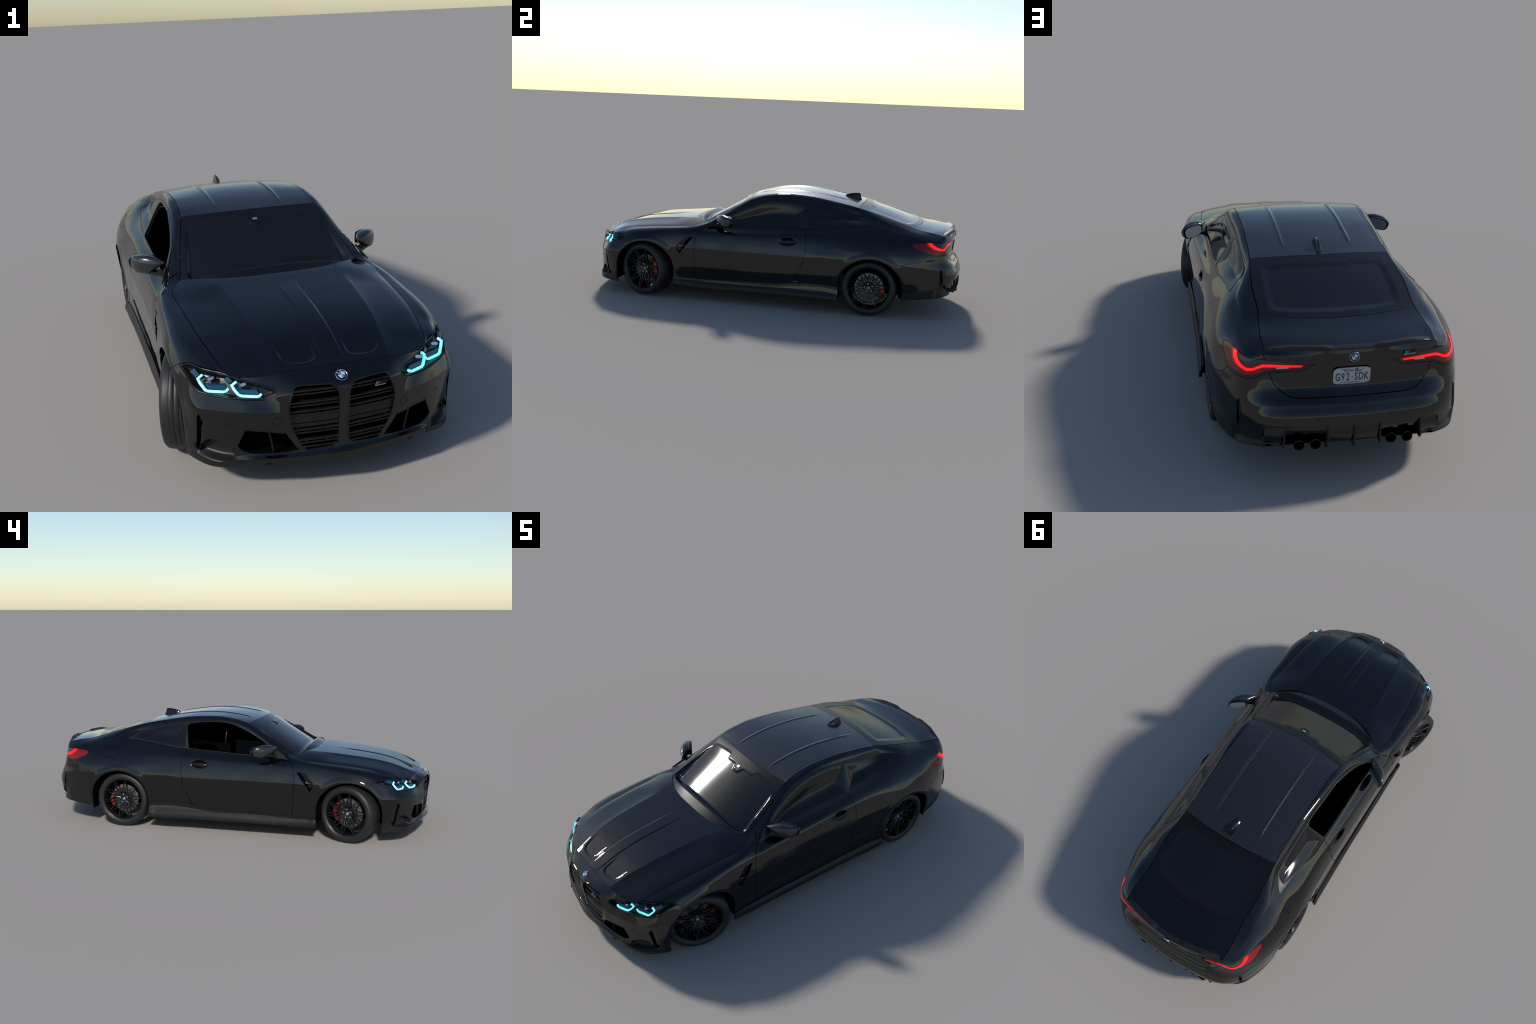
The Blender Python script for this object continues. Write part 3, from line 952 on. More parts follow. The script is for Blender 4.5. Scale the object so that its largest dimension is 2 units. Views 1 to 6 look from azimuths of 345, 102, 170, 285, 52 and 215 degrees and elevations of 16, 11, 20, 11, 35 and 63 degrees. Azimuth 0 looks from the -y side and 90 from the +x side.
# --- roof ------------------------------------------------------------------------
n = 170
E_r = rail_top(A_ST[17], A_ST[22], n)
C_r = centre([(-.1195, .5565), (-.06, .5700), (0, .5800), (.06, .5860), (.12, .5880), (.20, .5845), (.30, .5725), (.38, .5590), (.4715, .5405)], n)
P = crown(C_r, E_r, (2.05, 1.75), (2.2, 2.2), 120)
rib = np.exp(-((P[..., 0] - .1175) / .0055)**2) * smooth01((P[..., 1] + .10) / .05) * smooth01((.42 - P[..., 1]) / .06)
P[..., 2] += .0030 * rib
groove = np.exp(-((P[..., 0] / np.maximum(P[:, -1:, 0], .1) - .945) / .006)**2)
P[..., 2] -= .0008 * groove
panel("roof", top_mesh(P), CARBON)

# --- rear window -------------------------------------------------------------------
n = 110
a_rw = a_of_y(.736)
E_b = rail_top(A_ST[22], a_rw, n)
C_b = centre([(.4745, .5400), (.55, .5200), (.65, .4890), (.735, .4620), (.7845, .4490)], n)
P = crown(C_b, E_b, (1.75, 2.3), (2.0, 2.4), 100)
RW = top_mesh(P)
half = [(0, .513), (.078, .512), (.088, .504), (.195, .502), (.207, .512), (.214, .560), (.2185, .650), (.217, .690), (.209, .718), (.190, .735), (.120, .754), (0, .761)]
GLASS_B = np.array([(x, y) for x, y in half] + [(-x, y) for x, y in half[::-1][1:-1]])
B_IN, B_OUT = cut(RW, rounded(GLASS_B, 1, .2), yx)
B_IN = dished(B_IN, GLASS_B, yx, .0035, .030)
panel("rear_window_border", B_OUT, FRIT, thick=.005)
skin("rear_window", B_IN, GLASS)

# --- trunk lid: deck and face --------------------------------------------------------
n = 110
E_t = rail_top(a_rw, A_ST[28], n)
C_t = centre([(.786, .4480), (.82, .4425), (.87, .4355), (.92, .4295), (.953, .4245)], n)
rear_row = rail_top(A_ST[28], A_END, 60)
P = crown(C_t, E_t, (2.3, 1.9), (2.4, 2.4), 110, rear=rear_row)
DECK = top_mesh(P)
trunk = panel("trunk_lid", join(DECK, both(LIDF)), PAINT)

# carbon lip on the trunk edge, higher in two humps
xs_ = np.linspace(-.243, .243, 121)
edge = np.stack([np.interp(np.abs(xs_), rear_row[::-1, 0], rear_row[::-1, k]) for k in (1, 2)], 1)
ax = np.abs(xs_)
hump = .0015 + .0070 * smooth01((ax - .055) / .035) * (1 - smooth01((ax - .165) / .075))
hump *= smooth01((.246 - ax) / .02)
prof = []
for x, (y, z), h in zip(xs_, edge, hump):
    prof.append([(x, y - .034, z + .0012), (x, y - .018, z + .0030 + h * .45), (x, y - .006, z + .002 + h), (x, y + .0005, z + .001 + h),
                 (x, y + .0020, z + .0005 + h * .5), (x, y + .0015, z - .003), (x, y - .008, z - .006)])
prof = np.array(prof); k = prof.shape[1]
i, j = np.meshgrid(np.arange(len(xs_) - 1), np.arange(k), indexing='ij')
F = np.stack([i * k + j, i * k + (j + 1) % k, (i + 1) * k + (j + 1) % k, (i + 1) * k + j], -1).reshape(-1, 4)
link("spoiler_lip", sharp(bl_mesh("spoiler_lip", prof.reshape(-1, 3), F), 40), PLASTIC, trunk)

# shark-fin aerial
fin = []
for y, zt, w in [(.362, .5655, .0015), (.368, .5690, .0055), (.380, .5740, .0085), (.395, .5775, .0095), (.412, .5800, .0098), (.428, .5808, .0095), (.4385, .5805, .0088), (.4425, .5740, .0085), (.4455, .5600, .0100), (.4500, .5480, .0130)]:
    zb = np.interp(y, C_r[:, 1], C_r[:, 2]) - .004
    zt = max(zt, zb + .002)
    h = zt - zb
    fin.append([(x * w, y, zb + q * h) for x, q in ((1.35, 0), (1.1, .25), (.75, .6), (.45, .9), (.15, 1), (-.15, 1), (-.45, .9), (-.75, .6), (-1.1, .25), (-1.35, 0))])
fin = np.array(fin); k = fin.shape[1]
i, j = np.meshgrid(np.arange(len(fin) - 1), np.arange(k), indexing='ij')
F = np.stack([i * k + j, i * k + (j + 1) % k, (i + 1) * k + (j + 1) % k, (i + 1) * k + j], -1).reshape(-1, 4)
F = np.concatenate([F, [[(len(fin) - 1) * k + q for q in p] for p in ((0, 1, 8, 9), (1, 2, 7, 8), (2, 3, 6, 7), (3, 4, 5, 6))]])
link("roof_antenna", sharp(bl_mesh("roof_antenna", fin.reshape(-1, 3), F), 50), PAINT)

# =====================================================================
# 8. front end
# =====================================================================
Y = np.array([0, 1, 0.0])
edge_ = rails_at(np.linspace(0, A_ST[4] + .004, 60))[:, 0]
edge_ = np.concatenate([edge_[::-1] * [-1, 1, 1], edge_[1:]])
link("splitter", sweep_mesh("splitter", edge_ + [0, .0035, -.0070], rect(.0090, .0150), up=(0, 0, 1)), PAINT, front_bumper)
for s in SIDES:
    e2 = rails_at(np.linspace(A_ST[4] - .004, A_ST[7] + .004, 40))[:, 0]
    link("corner_lip", sweep_mesh("corner_lip", (e2 + [-.004, .002, -.0065]) * [s, 1, 1], rect(.012, .0145), up=(0, 0, 1)), PLASTIC, front_bumper)
for s in SIDES:
    mir = np.array([s, 1, 1.0])
    # kidney grille: frame, slats, back
    grille = recess("grille", one(KID, s), (0, 1, 0), .045, VOID, front_bumper)
    Pk, Nk = at_xz(KIDNEY_R)
    path = (Pk - Nk * .001) * mir
    fr_me = sweep_mesh("grille_frame", path, ring(.0028, 8), up=(0, 1, 0), closed=True)
    link("grille_frame", fr_me, GLOSS, grille)
    kp = np.asarray(KIDNEY_R)
    slat0 = None
    def slat(z, h, depth, back, inset=.001):
        xs = []
        for a, b in zip(kp, np.roll(kp, -1, 0)):
            if (a[1] - z) * (b[1] - z) <= 0 and a[1] != b[1]:
                xs.append(a[0] + (z - a[1]) * (b[0] - a[0]) / (b[1] - a[1]))
        x0, x1 = min(xs) + inset, max(xs) - inset
        q = np.linspace(x0, x1, 5)
        y = np.interp(q, [0, .08, .15], [-.995, -.990, -.981]) + back + np.interp(z, [.1, .2, .3], [.010, .004, .006])
        pth = np.stack([q * s, y, np.full(5, z)], 1)
        me = sweep_mesh("grille_slat", pth, rect(depth, h), up=(0, 0, 1))
        link("grille_slat", me, PLASTIC, grille)
    for zc in (.2745, .2425, .2185, .1655, .1355):
        slat(zc + .0040, .0042, .014, .004); slat(zc - .0050, .0036, .014, .005)
    slat(.2000, .0200, .010, .0060)
    slat(.1815, .0100, .010, .0070)
    slat(.1175, .0036, .012, .005)
    for zc in (.2745, .2425, .2185, .1655, .1355):
        for x in (.045, .100):
            b = box_mesh("slat_link", (x * s, np.interp(x, [0, .15], [-.987, -.974]), zc), (.003, .008, .008), bevel=.0004)
            link("slat_link", b, PLASTIC, grille)
    sb = lathe_mesh("parking_sensor", [(-.003, .0001), (-.003, .0052), (.004, .0058), (.004, .0001)], 20)
    sb.transform(Matrix.Rotation(math.radians(90), 4, 'Z'))
    link("parking_sensor", sb, PLASTIC, grille, (.122 * s, -.972, .170))
    # lower intakes with a vane
    it = recess("air_intake", one(INT, s), (0, 1, 0), .05, VOID, front_bumper)
    vane = [at_xz([(x, z)])[0][0] + Y * .008 for x, z in ((.196, .171), (.186, .120), (.184, .101))]
    link("intake_vane", sweep_mesh("intake_vane", curve(np.array(vane) * mir, 10), rect(.004, .012), up=(0, 1, 0)), GLOSS, it)
    top_edge = [at_xz([(x, z)])[0][0] + Y * .004 for x, z in ((.155, .1665), (.20, .1725), (.250, .1765))]
    link("intake_vane", sweep_mesh("intake_vane", np.array(top_edge) * mir, rect(.009, .005), up=(0, 0, 1)), GLOSS, it)
    rimp, rimn = at_xz(INTAKE)
    link("intake_rim", sweep_mesh("intake_rim", (rimp - rimn * .0015) * mir, ring(.0018, 6), up=(0, 1, 0), closed=True), PLASTIC, it)
    # vertical air slot at the corner
    sl = recess("corner_air_slot", one(SLF, s), (-.35 * s, 1, 0), .03, VOID, front_bumper)
    for z in (.180, .150, .122):
        pa, na = at_az([(.376 + (.18 - z) * .15, z), (.402 + (.18 - z) * .12, z + .002)])
        link("slot_fin", sweep_mesh("slot_fin", (pa - na * .012) * mir, rect(.0012, .006), up=(0, 0, 1)), PLASTIC, sl)
    # round caps
    for (x, z), rr, nm in (((.1755, .1985), .0115, "tow_hook_cap"), ((.299, .187), .0042, "parking_sensor")):
        p, nn = at_xz([(x, z)])
        th = np.linspace(0, 2 * np.pi, 28, endpoint=False)
        circ, cn = at_xz([(x + math.cos(q) * rr, z + math.sin(q) * rr) for q in th])
        link(nm, sweep_mesh(nm, (circ + cn * .0001) * mir, ring(.0005, 4), up=(0, 1, 0), closed=True), VOID, front_bumper)

    # headlight ---------------------------------------------------------------
    d = -sdf(HEAD, az(HEADM))
    bowl = Mesh(HEADM.V - HEADM.N * (.0010 + .017 * smooth01((d - .002) / .008))[:, None], HEADM.F, None, HEADM.A)
    head = skin("headlight", one(bowl, s), LAMP_BOWL)
    hooks = [[(.338, -.848, .3035), (.3505, -.8455, .2935), (.346, -.852, .283), (.336, -.8635, .2675), (.329, -.868, .2645), (.293, -.884, .2635), (.285, -.886, .2650), (.279, -.887, .2715)],
             [(.261, -.902, .2945), (.272, -.8965, .2845), (.268, -.904, .275), (.259, -.915, .2635), (.252, -.920, .2615), (.217, -.9345, .2600), (.210, -.936, .2615), (.2045, -.937, .2665)]]
    for hk in hooks:
        hk = np.array(hk) + np.array([.0, -.001, 0])
        link("running_light", sweep_mesh("running_light", hk * mir, rect(.0062, .0062), up=(.5 * s, -.8, .3)), LED, head)
    for cx, cy, cz in ((.3165, -.861, .2965), (.2440, -.910, .2890)):
        ax = np.array([(.88 * s, -.46, .05), (.40 * s, .80, -.42), (.15 * s, .42, .89)])
        link("projector_lens", box_mesh("projector_lens", ((cx + .002) * s, cy - .006, cz + .0015), (.0185, .012, .0085), ax, .002), CHROME, head)
        link("projector_frame", box_mesh("projector_frame", (cx * s, cy + .006, cz - .0035), (.025, .012, .012), ax, .002), LAMP_DEEP, head)
    for pts in ([(.345, -.8475, .3045), (.3545, -.8395, .2950), (.3650, -.8160, .3035), (.3540, -.8230, .3140)],
                [(.2690, -.8990, .2950), (.2790, -.8905, .2860), (.2890, -.8790, .2960), (.2790, -.8850, .3040)]):
        q = [tuple(np.array(p) * mir) for p in pts]
        link("lamp_side_block", prism("lamp_side_block", q, (-.004 * s, .012, -.004), .0008), LAMP_BLUE, head)
    for pts in ([(.330, -.864, .2715), (.334, -.859, .2785), (.286, -.882, .2800), (.283, -.886, .2700), (.294, -.8835, .2680)],
                [(.254, -.9115, .2660), (.258, -.906, .2730), (.213, -.9275, .2740), (.209, -.932, .2640), (.219, -.929, .2615)]):
        q = [tuple(np.array(p) * mir) for p in pts]
        link("lamp_floor_plate", prism("lamp_floor_plate", q, (-.003 * s, .006, .002), 0), LAMP_BLUE, head)

    # fender vent -----------------------------------------------------------
    fv = recess("fender_vent", one(VNT, s), (-1 * s, .15, 0), .022, VOID)
    xo = .3955
    blade = [(xo - .004, -.4195, .3320), (xo - .004, -.4000, .3330), (xo + .000, -.4360, .2870), (xo + .002, -.4500, .2560), (xo + .0025, -.4665, .2750), (xo + .0015, -.4650, .2865)]
    link("vent_blade", prism("vent_blade", [tuple(np.array(p) * mir) for p in blade], (-.010 * s, 0, 0), .001), GLOSS, fv)
    for z, y0 in ((.292, -.452), (.268, -.462)):
        link("vent_bar", sweep_mesh("vent_bar", np.array([(xo * s, y0 + .012, z), (xo * s, y0 + .050, z + .0)]), rect(.006, .003), up=(0, 0, 1)), GLOSS, fv)

    # door handle -------------------------------------------------------------
    e = np.hypot((CUP.V[:, 1] - .124) / .0515, (CUP.V[:, 2] - .350) / .0230)
    cupm = Mesh(CUP.V - np.array([1, 0, 0]) * (.017 * smooth01(1.15 * (1 - e)))[:, None], CUP.F, None, CUP.A)
    cup = skin("handle_cup", one(cupm, s), GLOSS, DOORS[s])
    q = np.linspace(0, 1, 25)
    hy = .0765 + q * .095
    hx = .3835 + .0085 * np.sin(np.pi * q)**.7 - .004
    hz = .3475 + .08 * (hy - .124)
    sec2 = np.array([(math.cos(t) * .0045, math.sin(t) * .0078) for t in np.linspace(0, 2 * np.pi, 14, endpoint=False)])
    sc = .55 + .45 * np.sin(np.pi * q)**.5
    link("door_handle", sweep_mesh("door_handle", np.stack([hx * s, hy, hz], 1), sec2, up=(0, 0, 1), scale=sc), PAINT, DOORS[s])

    # side mirror ----------------------------------------------------------------
    w = np.linspace(0, 1, 26)
    kx = [0, .10, .25, .5, .75, .92, 1]
    bx = pchip(kx, np.array([.332, .342, .352, .3765, .4020, .4220, .4300]), w); by = pchip(kx, np.array([-.266, -.240, -.2125, -.1955, -.1785, -.1655, -.1640]), w)
    fx = pchip(kx, np.array([.333, .346, .364, .392, .416, .4285, .4325]), w); fy = pchip(kx, np.array([-.268, -.266, -.260, -.243, -.219, -.193, -.172]), w)
    zt = pchip(kx, np.array([.4465, .4510, .4580, .4625, .4590, .4520, .4400]), w); zb = pchip(kx, np.array([.4400, .4330, .4180, .4010, .4000, .4080, .4280]), w)
    th = np.linspace(0, 2 * np.pi, 28, endpoint=False)
    ce, se = np.cos(th), np.sin(th)
    ce = np.sign(ce) * np.abs(ce)**.7; se = np.sign(se) * np.abs(se)**.8
    lean = .006 * se
    hv = np.zeros((26, 28, 3))
    for q_ in range(26):
        cx, cy = (bx[q_] + fx[q_]) / 2, (by[q_] + fy[q_]) / 2
        dx, dy = (bx[q_] - fx[q_]) / 2, (by[q_] - fy[q_]) / 2
        hv[q_, :, 0] = cx + dx * ce; hv[q_, :, 1] = cy + dy * ce
        hv[q_, :, 2] = (zt[q_] + zb[q_]) / 2 + (zt[q_] - zb[q_]) / 2 * se
    hv[..., 0] *= s
    i, j = np.meshgrid(np.arange(25), np.arange(28), indexing='ij')
    F = np.stack([i * 28 + j, i * 28 + (j + 1) % 28, (i + 1) * 28 + (j + 1) % 28, (i + 1) * 28 + j], -1).reshape(-1, 4)
    V = np.concatenate([hv.reshape(-1, 3), hv[:1].mean(1), hv[-1:].mean(1)])
    fan = [[728, (j + 1) % 28, j, j] for j in range(28)] + [[729, 25 * 28 + j, 25 * 28 + (j + 1) % 28, 25 * 28 + (j + 1) % 28] for j in range(28)]
    me = bpy.data.meshes.new("side_mirror")
    me.from_pydata(V.tolist(), [], F.tolist() + [f_[:3] for f_ in fan]); me.update()
    bm = bmesh.new(); bm.from_mesh(me); bmesh.ops.recalc_face_normals(bm, faces=bm.faces); bm.to_mesh(me); bm.free()
    mirror = link("side_mirror", sharp(me, 60), CARBON_CAP, DOORS[s])
    g_ = np.array([.843, .538, 0]); nb = np.array([-.538, .843, 0])
    o_ = np.array([.3910, -.1835, .4305])
    shape = [(-.042, -.009), (-.039, .019), (-.030, .0225), (.0, .0235), (.028, .019), (.040, .011), (.043, .003), (.039, -.011), (.031, -.0205), (.018, -.0235), (-.008, -.0225), (-.026, -.0185), (-.036, -.0140)]
    def plate(sc, off):
        return [tuple((o_ + g_ * u_ * sc + np.array([0, 0, 1]) * v_ * sc + nb * off) * mir) for u_, v_ in rounded(shape, 1)]
    link("mirror_bezel", prism("mirror_bezel", plate(1.13, .0050), tuple(-nb * mir * .018), .0015), GLOSS, mirror)
    link("mirror_glass", prism("mirror_glass", plate(.98, .0062), tuple(-nb * mir * .002), 0), MIRROR, mirror)
    arm = np.array([(.326, -.262, .4045), (.345, -.250, .4060), (.365, -.236, .4075), (.388, -.220, .4090)]) * mir
    link("mirror_arm", sweep_mesh("mirror_arm", curve(arm, 12), rect(.030, .010), up=(0, 0, 1), scale=np.linspace(1.15, .8, 12)), PLASTIC, mirror)
    sail = [(.3495, -.322, .3885), (.3250, -.268, .4300), (.3330, -.240, .4040), (.3440, -.240, .3935)]
    link("mirror_base", prism("mirror_base", [tuple(np.array(p) * mir) for p in sail], (.004 * s, 0, .002), .0008), PLASTIC, mirror)

# =====================================================================
# 9. rear end
# =====================================================================
STRIP_IN = [(2.124, .3885), (2.130, .381), (2.145, .3730), (2.166, .3640), (2.187, .3585), (2.209, .3600), (2.228, .3690), (2.240, .3745), (2.262, .3755), (2.310, .3755), (2.357, .3755)]
STRIP_OUT = [(2.353, .3705), (2.310, .3690), (2.265, .3670), (2.244, .3665), (2.228, .3610), (2.213, .3535), (2.192, .3490), (2.173, .3520), (2.145, .3590), (2.122, .3690), (2.106, .3800), (2.098, .3890)]
STRIP = np.array(STRIP_IN + STRIP_OUT)
FLANK = [(2.098, .389), (2.106, .380), (2.122, .369), (2.145, .359), (2.173, .352), (2.173, .349), (2.140, .3555), (2.112, .3665), (2.094, .379), (2.086, .3885)]
CLEAR = [(2.131, .3885), (2.140, .379), (2.166, .3700), (2.187, .3665), (2.212, .3700), (2.232, .3785), (2.262, .3785), (2.363, .3785), (2.315, .382), (2.246, .3880), (2.180, .3885)]
SMOKE = [(2.40, .380), (2.365, .3790), (2.358, .3690), (2.353, .3655), (2.300, .3600), (2.252, .3570), (2.227, .3435), (2.204, .3375), (2.160, .3330), (2.120, .3370), (2.100, .330), (2.20, .31), (2.42, .34)]
BAR = [(2.282, .3665), (2.319, .3685), (2.319, .3655), (2.282, .3620)]
for s in SIDES:
    mir = np.array([s, 1, 1.0])
    led, rest = cut(TAILM, STRIP, az)
    flank, rest = cut(rest, FLANK, az)
    clear, rest = cut(rest, CLEAR, az)
    smoke, red = cut(rest, SMOKE, az)
    bar, red = cut(red, BAR, az)
    lens = panel("tail_light", one(red.offset(-.0006), s), TAIL_RED, thick=.010)
    panel("light_strip", one(led.offset(.0010), s), TAIL_LED, lens, .006)
    panel("light_strip_flank", one(flank, s), TAIL_SIDE, lens, .006)
    panel("clear_lens", one(clear.offset(-.0012), s), TAIL_CLEAR, lens, .008)
    panel("smoked_lens", one(smoke, s), TAIL_SMOKE, lens, .008)
    if len(bar.F):
        panel("reflector_bar", one(bar.offset(.0004), s), SILVER, lens, .004)
    sl = recess("bumper_air_slot", one(SLR, s), (-.6 * s, -.8, 0), .018, VOID, rear_bumper)
    pth, pn = at_az(rounded(SLOT_R, 1))
    link("slot_rim", sweep_mesh("slot_rim", (pth + pn * .0004) * mir, ring(.0022, 6), up=(.6 * s, .8, 0), closed=True), PLASTIC, sl)
    # exhaust tips
    for x in (.1635, .1140):
        prof = [(-.075, .0150), (-.004, .0158), (.0, .0168), (.0025, .0165), (.0030, .0152), (.0, .0145), (-.060, .0140), (-.060, .0002)]
        me = lathe_mesh("exhaust_tip", prof, 40)
        me.transform(Matrix.Translation((x * s, .983, .1385)) @ Matrix.Rotation(math.radians(90), 4, 'Z'))
        link("exhaust_tip", me, EXHAUST, rear_bumper)
    for x, z in ((.107, .225), (.245, .232)):
        th = np.linspace(0, 2 * np.pi, 24, endpoint=False)
        circ, cn = at_xz([(x + math.cos(q) * .0042, z + math.sin(q) * .0042) for q in th], 1)
        link("parking_sensor", sweep_mesh("parking_sensor", (circ + cn * .0001) * mir, ring(.0005, 4), up=(0, 1, 0), closed=True), VOID, rear_bumper)

# diffuser: a black panel that leans forward under the bumper, with fins
xd = np.linspace(-.262, .262, 121)
yd = np.interp(np.abs(xd), [0, .09, .18, .26], [.994, .991, .983, .964])
rows = []
pipe = smooth01((np.abs(xd) - .078) / .010) * (1 - smooth01((np.abs(xd) - .198) / .010))
for dy, z, deep in ((.001, .2065, 0), (.000, .198, 0), (-.004, .190, 0), (-.005, .172, 0), (-.005, .166, .3), (-.007, .160, 1), (-.010, .148, 1), (-.016, .136, 1), (-.034, .124, .6), (-.065, .116, .2)):
    rows.append(np.stack([xd, yd + dy - .045 * deep * pipe, np.full(121, z)], 1))
D = np.array(rows)
m = grid_mesh(D)
if m.N[:, 1].mean() < 0:
    m = grid_mesh(D, flip=True)
diffuser = panel("diffuser", m, GLOSS, rear_bumper, .004)
for s in SIDES:
    mir = np.array([s, 1, 1.0])
    side = [(.210, .960, .190), (.262, .944, .186), (.262, .940, .122), (.214, .955, .120)]
    link("diffuser_cheek", prism("diffuser_cheek", [tuple(np.array(p) * mir) for p in side], (0, -.02, 0), .002), GLOSS, diffuser)
for x in (-.2045, -.0775, 0, .0775, .2045):
    y0 = np.interp(abs(x), [0, .09, .18, .26], [.994, .991, .983, .964])
    lean = .035 * np.sign(x)
    pts = [(x - .0028, y0 - .001, .203), (x - .0028, y0 + .002, .160), (x - .0028 + lean * .1, y0 + .001, .136), (x - .0028 + lean * .12, y0 - .008, .122), (x - .0028 + lean * .1, y0 - .030, .126), (x - .0028, y0 - .050, .200)]
    pts = [(p[0], min(p[1], .9995), p[2]) for p in pts]
    link("diffuser_fin", prism("diffuser_fin", pts, (.0056, 0, 0), .0008), PLASTIC, diffuser)

# =====================================================================
# 10. underbody, wheel housings
# =====================================================================
ys = np.linspace(-.97, .95, 90)
v0 = rails_at(np.linspace(A_ST[3], A_ST[29], 900))[:, 0]
def half_width(y):
    for yc, ry, zc, rz in ARCHES:
        if abs(y - yc) < ry + .004:
            return .222
    return v0[np.argmin(np.abs(v0[:, 1] - y)), 0] - .006
zf = np.interp(ys, [-.97, -.90, -.8, .40, .72, .95], [.080, .074, .082, .082, .100, .122])
hw = np.array([half_width(y) for y in ys])
Fl = np.array([[(x * h, y, z) for x in (-1, -.5, 0, .5, 1)] for y, h, z in zip(ys, hw, zf)])
me = grid_mesh(Fl)
skin("underbody", me, VOID)
TYRE_C = .1418
for s in SIDES:
    for k, (yc, ry, zc, rz) in enumerate(ARCHES):
        th = np.linspace(0, np.pi, 40)
        arc = [(yc - (ry - .0005) , .075)] + [(yc - math.cos(t) * (ry - .0005), zc + math.sin(t) * (rz - .0005)) for t in th] + [(yc + ry - .0005, .085)]
        arc = np.array(arc)
        P = np.array([[(x * s, y, z) for y, z in arc] for x in (.215, .30, .388)])
        m1 = grid_mesh(P)
        c = np.array([(.215 * s, yc, .09)])
        ring_ = P[0]
        V = np.concatenate([c, ring_]); F = [(0, q + 1, q + 2) for q in range(len(ring_) - 1)]
        m2 = Mesh(V, F)
        # side wall between the tyre and the arch
        hole = np.array([(yc - .146 * math.cos(t), TYRE_C + .146 * math.sin(t)) for t in np.linspace(-.35, np.pi + .35, len(arc))])
        W = np.array([[(.310 * s, y, z) for y, z in arc], [(.300 * s, y, z) for y, z in hole]])
        skin("wheel_housing", join(m1, m2, grid_mesh(W)), VOID)

# cabin: plain inner door cards seen through the open window
for s in (1,):
    for k, pts in enumerate(([(.411, .358), (.174, .339), (.174, .10), (.411, .10)], [(.142, .366), (-.035, .356), (-.250, .340), (-.250, .10), (.142, .10)])):
        card = prism("door_card", [(.326 * s, y, z) for y, z in pts], (.010 * s, 0, 0), .001)
        card_ob = link("door_card", card, CARD)
        if k == 0:
            link("card_dark_patch", prism("card_dark_patch", [(.3255 * s, y, z) for y, z in ((.373, .331), (.279, .329), (.240, .303), (.382, .297))], (.004 * s, 0, 0)), VOID, card_ob)

# =====================================================================
# 11. wheels
# =====================================================================
TYRE_R = .1418
tyre_prof = [(-.052, .1075), (-.0575, .114), (-.0590, .122), (-.0565, .131), (-.0500, .1375), (-.0430, .1400)]
for q, x in enumerate((-.030, -.015, .0, .015, .030)):
    tyre_prof += [(x - .0016, .1415), (x - .0010, .1410), (x + .0010, .1410), (x + .0016, .1415)]
tyre_prof += [(.0430, .1400), (.0500, .1375), (.0565, .131), (.0590, .122), (.0580, .115), (.0560, .1115), (.0535, .1095), (.0520, .1070)]
TYRE_ME = lathe_mesh("tyre", tyre_prof, 120, 40)
rim_prof = [(-.050, .1060), (-.048, .1095), (-.044, .1000), (-.020, .0960), (.020, .0965), (.040, .1010), (.0455, .1030), (.0480, .1045), (.0500, .1050), (.0515, .1062), (.0525, .1085), (.0520, .1098), (.0500, .1100)]
RIM_ME = lathe_mesh("rim", rim_prof, 120, 30)


def spokes():
    """ten V-pairs that close at the rim and weave into Y-shapes towards the hub"""
    bm = bmesh.new()
    def node(r, deg):
        x = np.interp(r, [.018, .030, .045, .062, .085, .103], [.0295, .0320, .0370, .0430, .0480, .0525])
        return np.array([x, r * math.cos(math.radians(deg)), r * math.sin(math.radians(deg))])
    def bar(p, q, w0, w1, t0=.012, t1=.010):
        d = q - p; d /= np.linalg.norm(d)
        ax = np.array([1.0, 0, 0]); ax -= d * (ax @ d); ax /= np.linalg.norm(ax)
        sd = np.cross(d, ax)
        vs = []
        for c, w, t in ((p, w0, t0), (q, w1, t1)):
            for a, b in ((-.5, -t), (.5, -t), (.5, -.0015), (.22, 0), (-.22, 0), (-.5, -.0015)):
                vs.append(bm.verts.new(c + sd * a * w + ax * b))
        for k in range(6):
            bm.faces.new((vs[k], vs[(k + 1) % 6], vs[6 + (k + 1) % 6], vs[6 + k]))
        bm.faces.new(vs[:6]); bm.faces.new(vs[6:])
    for k in range(10):
        a = 36 * k + 8
        tip = node(.1035, a)
        for sg in (-1, 1):
            b = node(.063, a + sg * 9.5)
            bar(b, node(.1035, a + sg * 1.3), .0048, .0030)
            c = node(.046, a + sg * 18)
            bar(c, b, .0050, .0046)
            bar(node(.050, a), b, .0032, .0034, .009, .009)
        bar(node(.020, a + 18), node(.046, a + 18), .0095, .0052)
        bar(node(.020, a), node(.050, a), .0050, .0032, .012, .009)
    bmesh.ops.recalc_face_normals(bm, faces=bm.faces)
    return from_bm("spoke_web", bm, 30)


SPOKE_ME = spokes()
HUB_ME = lathe_mesh("wheel_hub", [(.010, .030), (.024, .030), (.028, .027), (.0295, .020), (.0270, .0130), (.0270, .0002)], 48, 30)
DISC_ME = lathe_mesh("brake_disc", [(.000, .030), (.000, .0725), (.013, .0725), (.013, .044), (.020, .042), (.020, .0002)], 72, 30)
bm = bmesh.new()
for q in range(5):
    a = math.radians(72 * q + 26)
    r_ = bmesh.ops.create_cone(bm, cap_ends=True, segments=8, radius1=.0042, radius2=.0034, depth=.010)
    bmesh.ops.transform(bm, matrix=Matrix.Translation((.0275, .0215 * math.cos(a), .0215 * math.sin(a))) @ Matrix.Rotation(math.radians(90), 4, 'Y'), verts=r_['verts'])
BOLT_ME = from_bm("lug_bolts", bm)


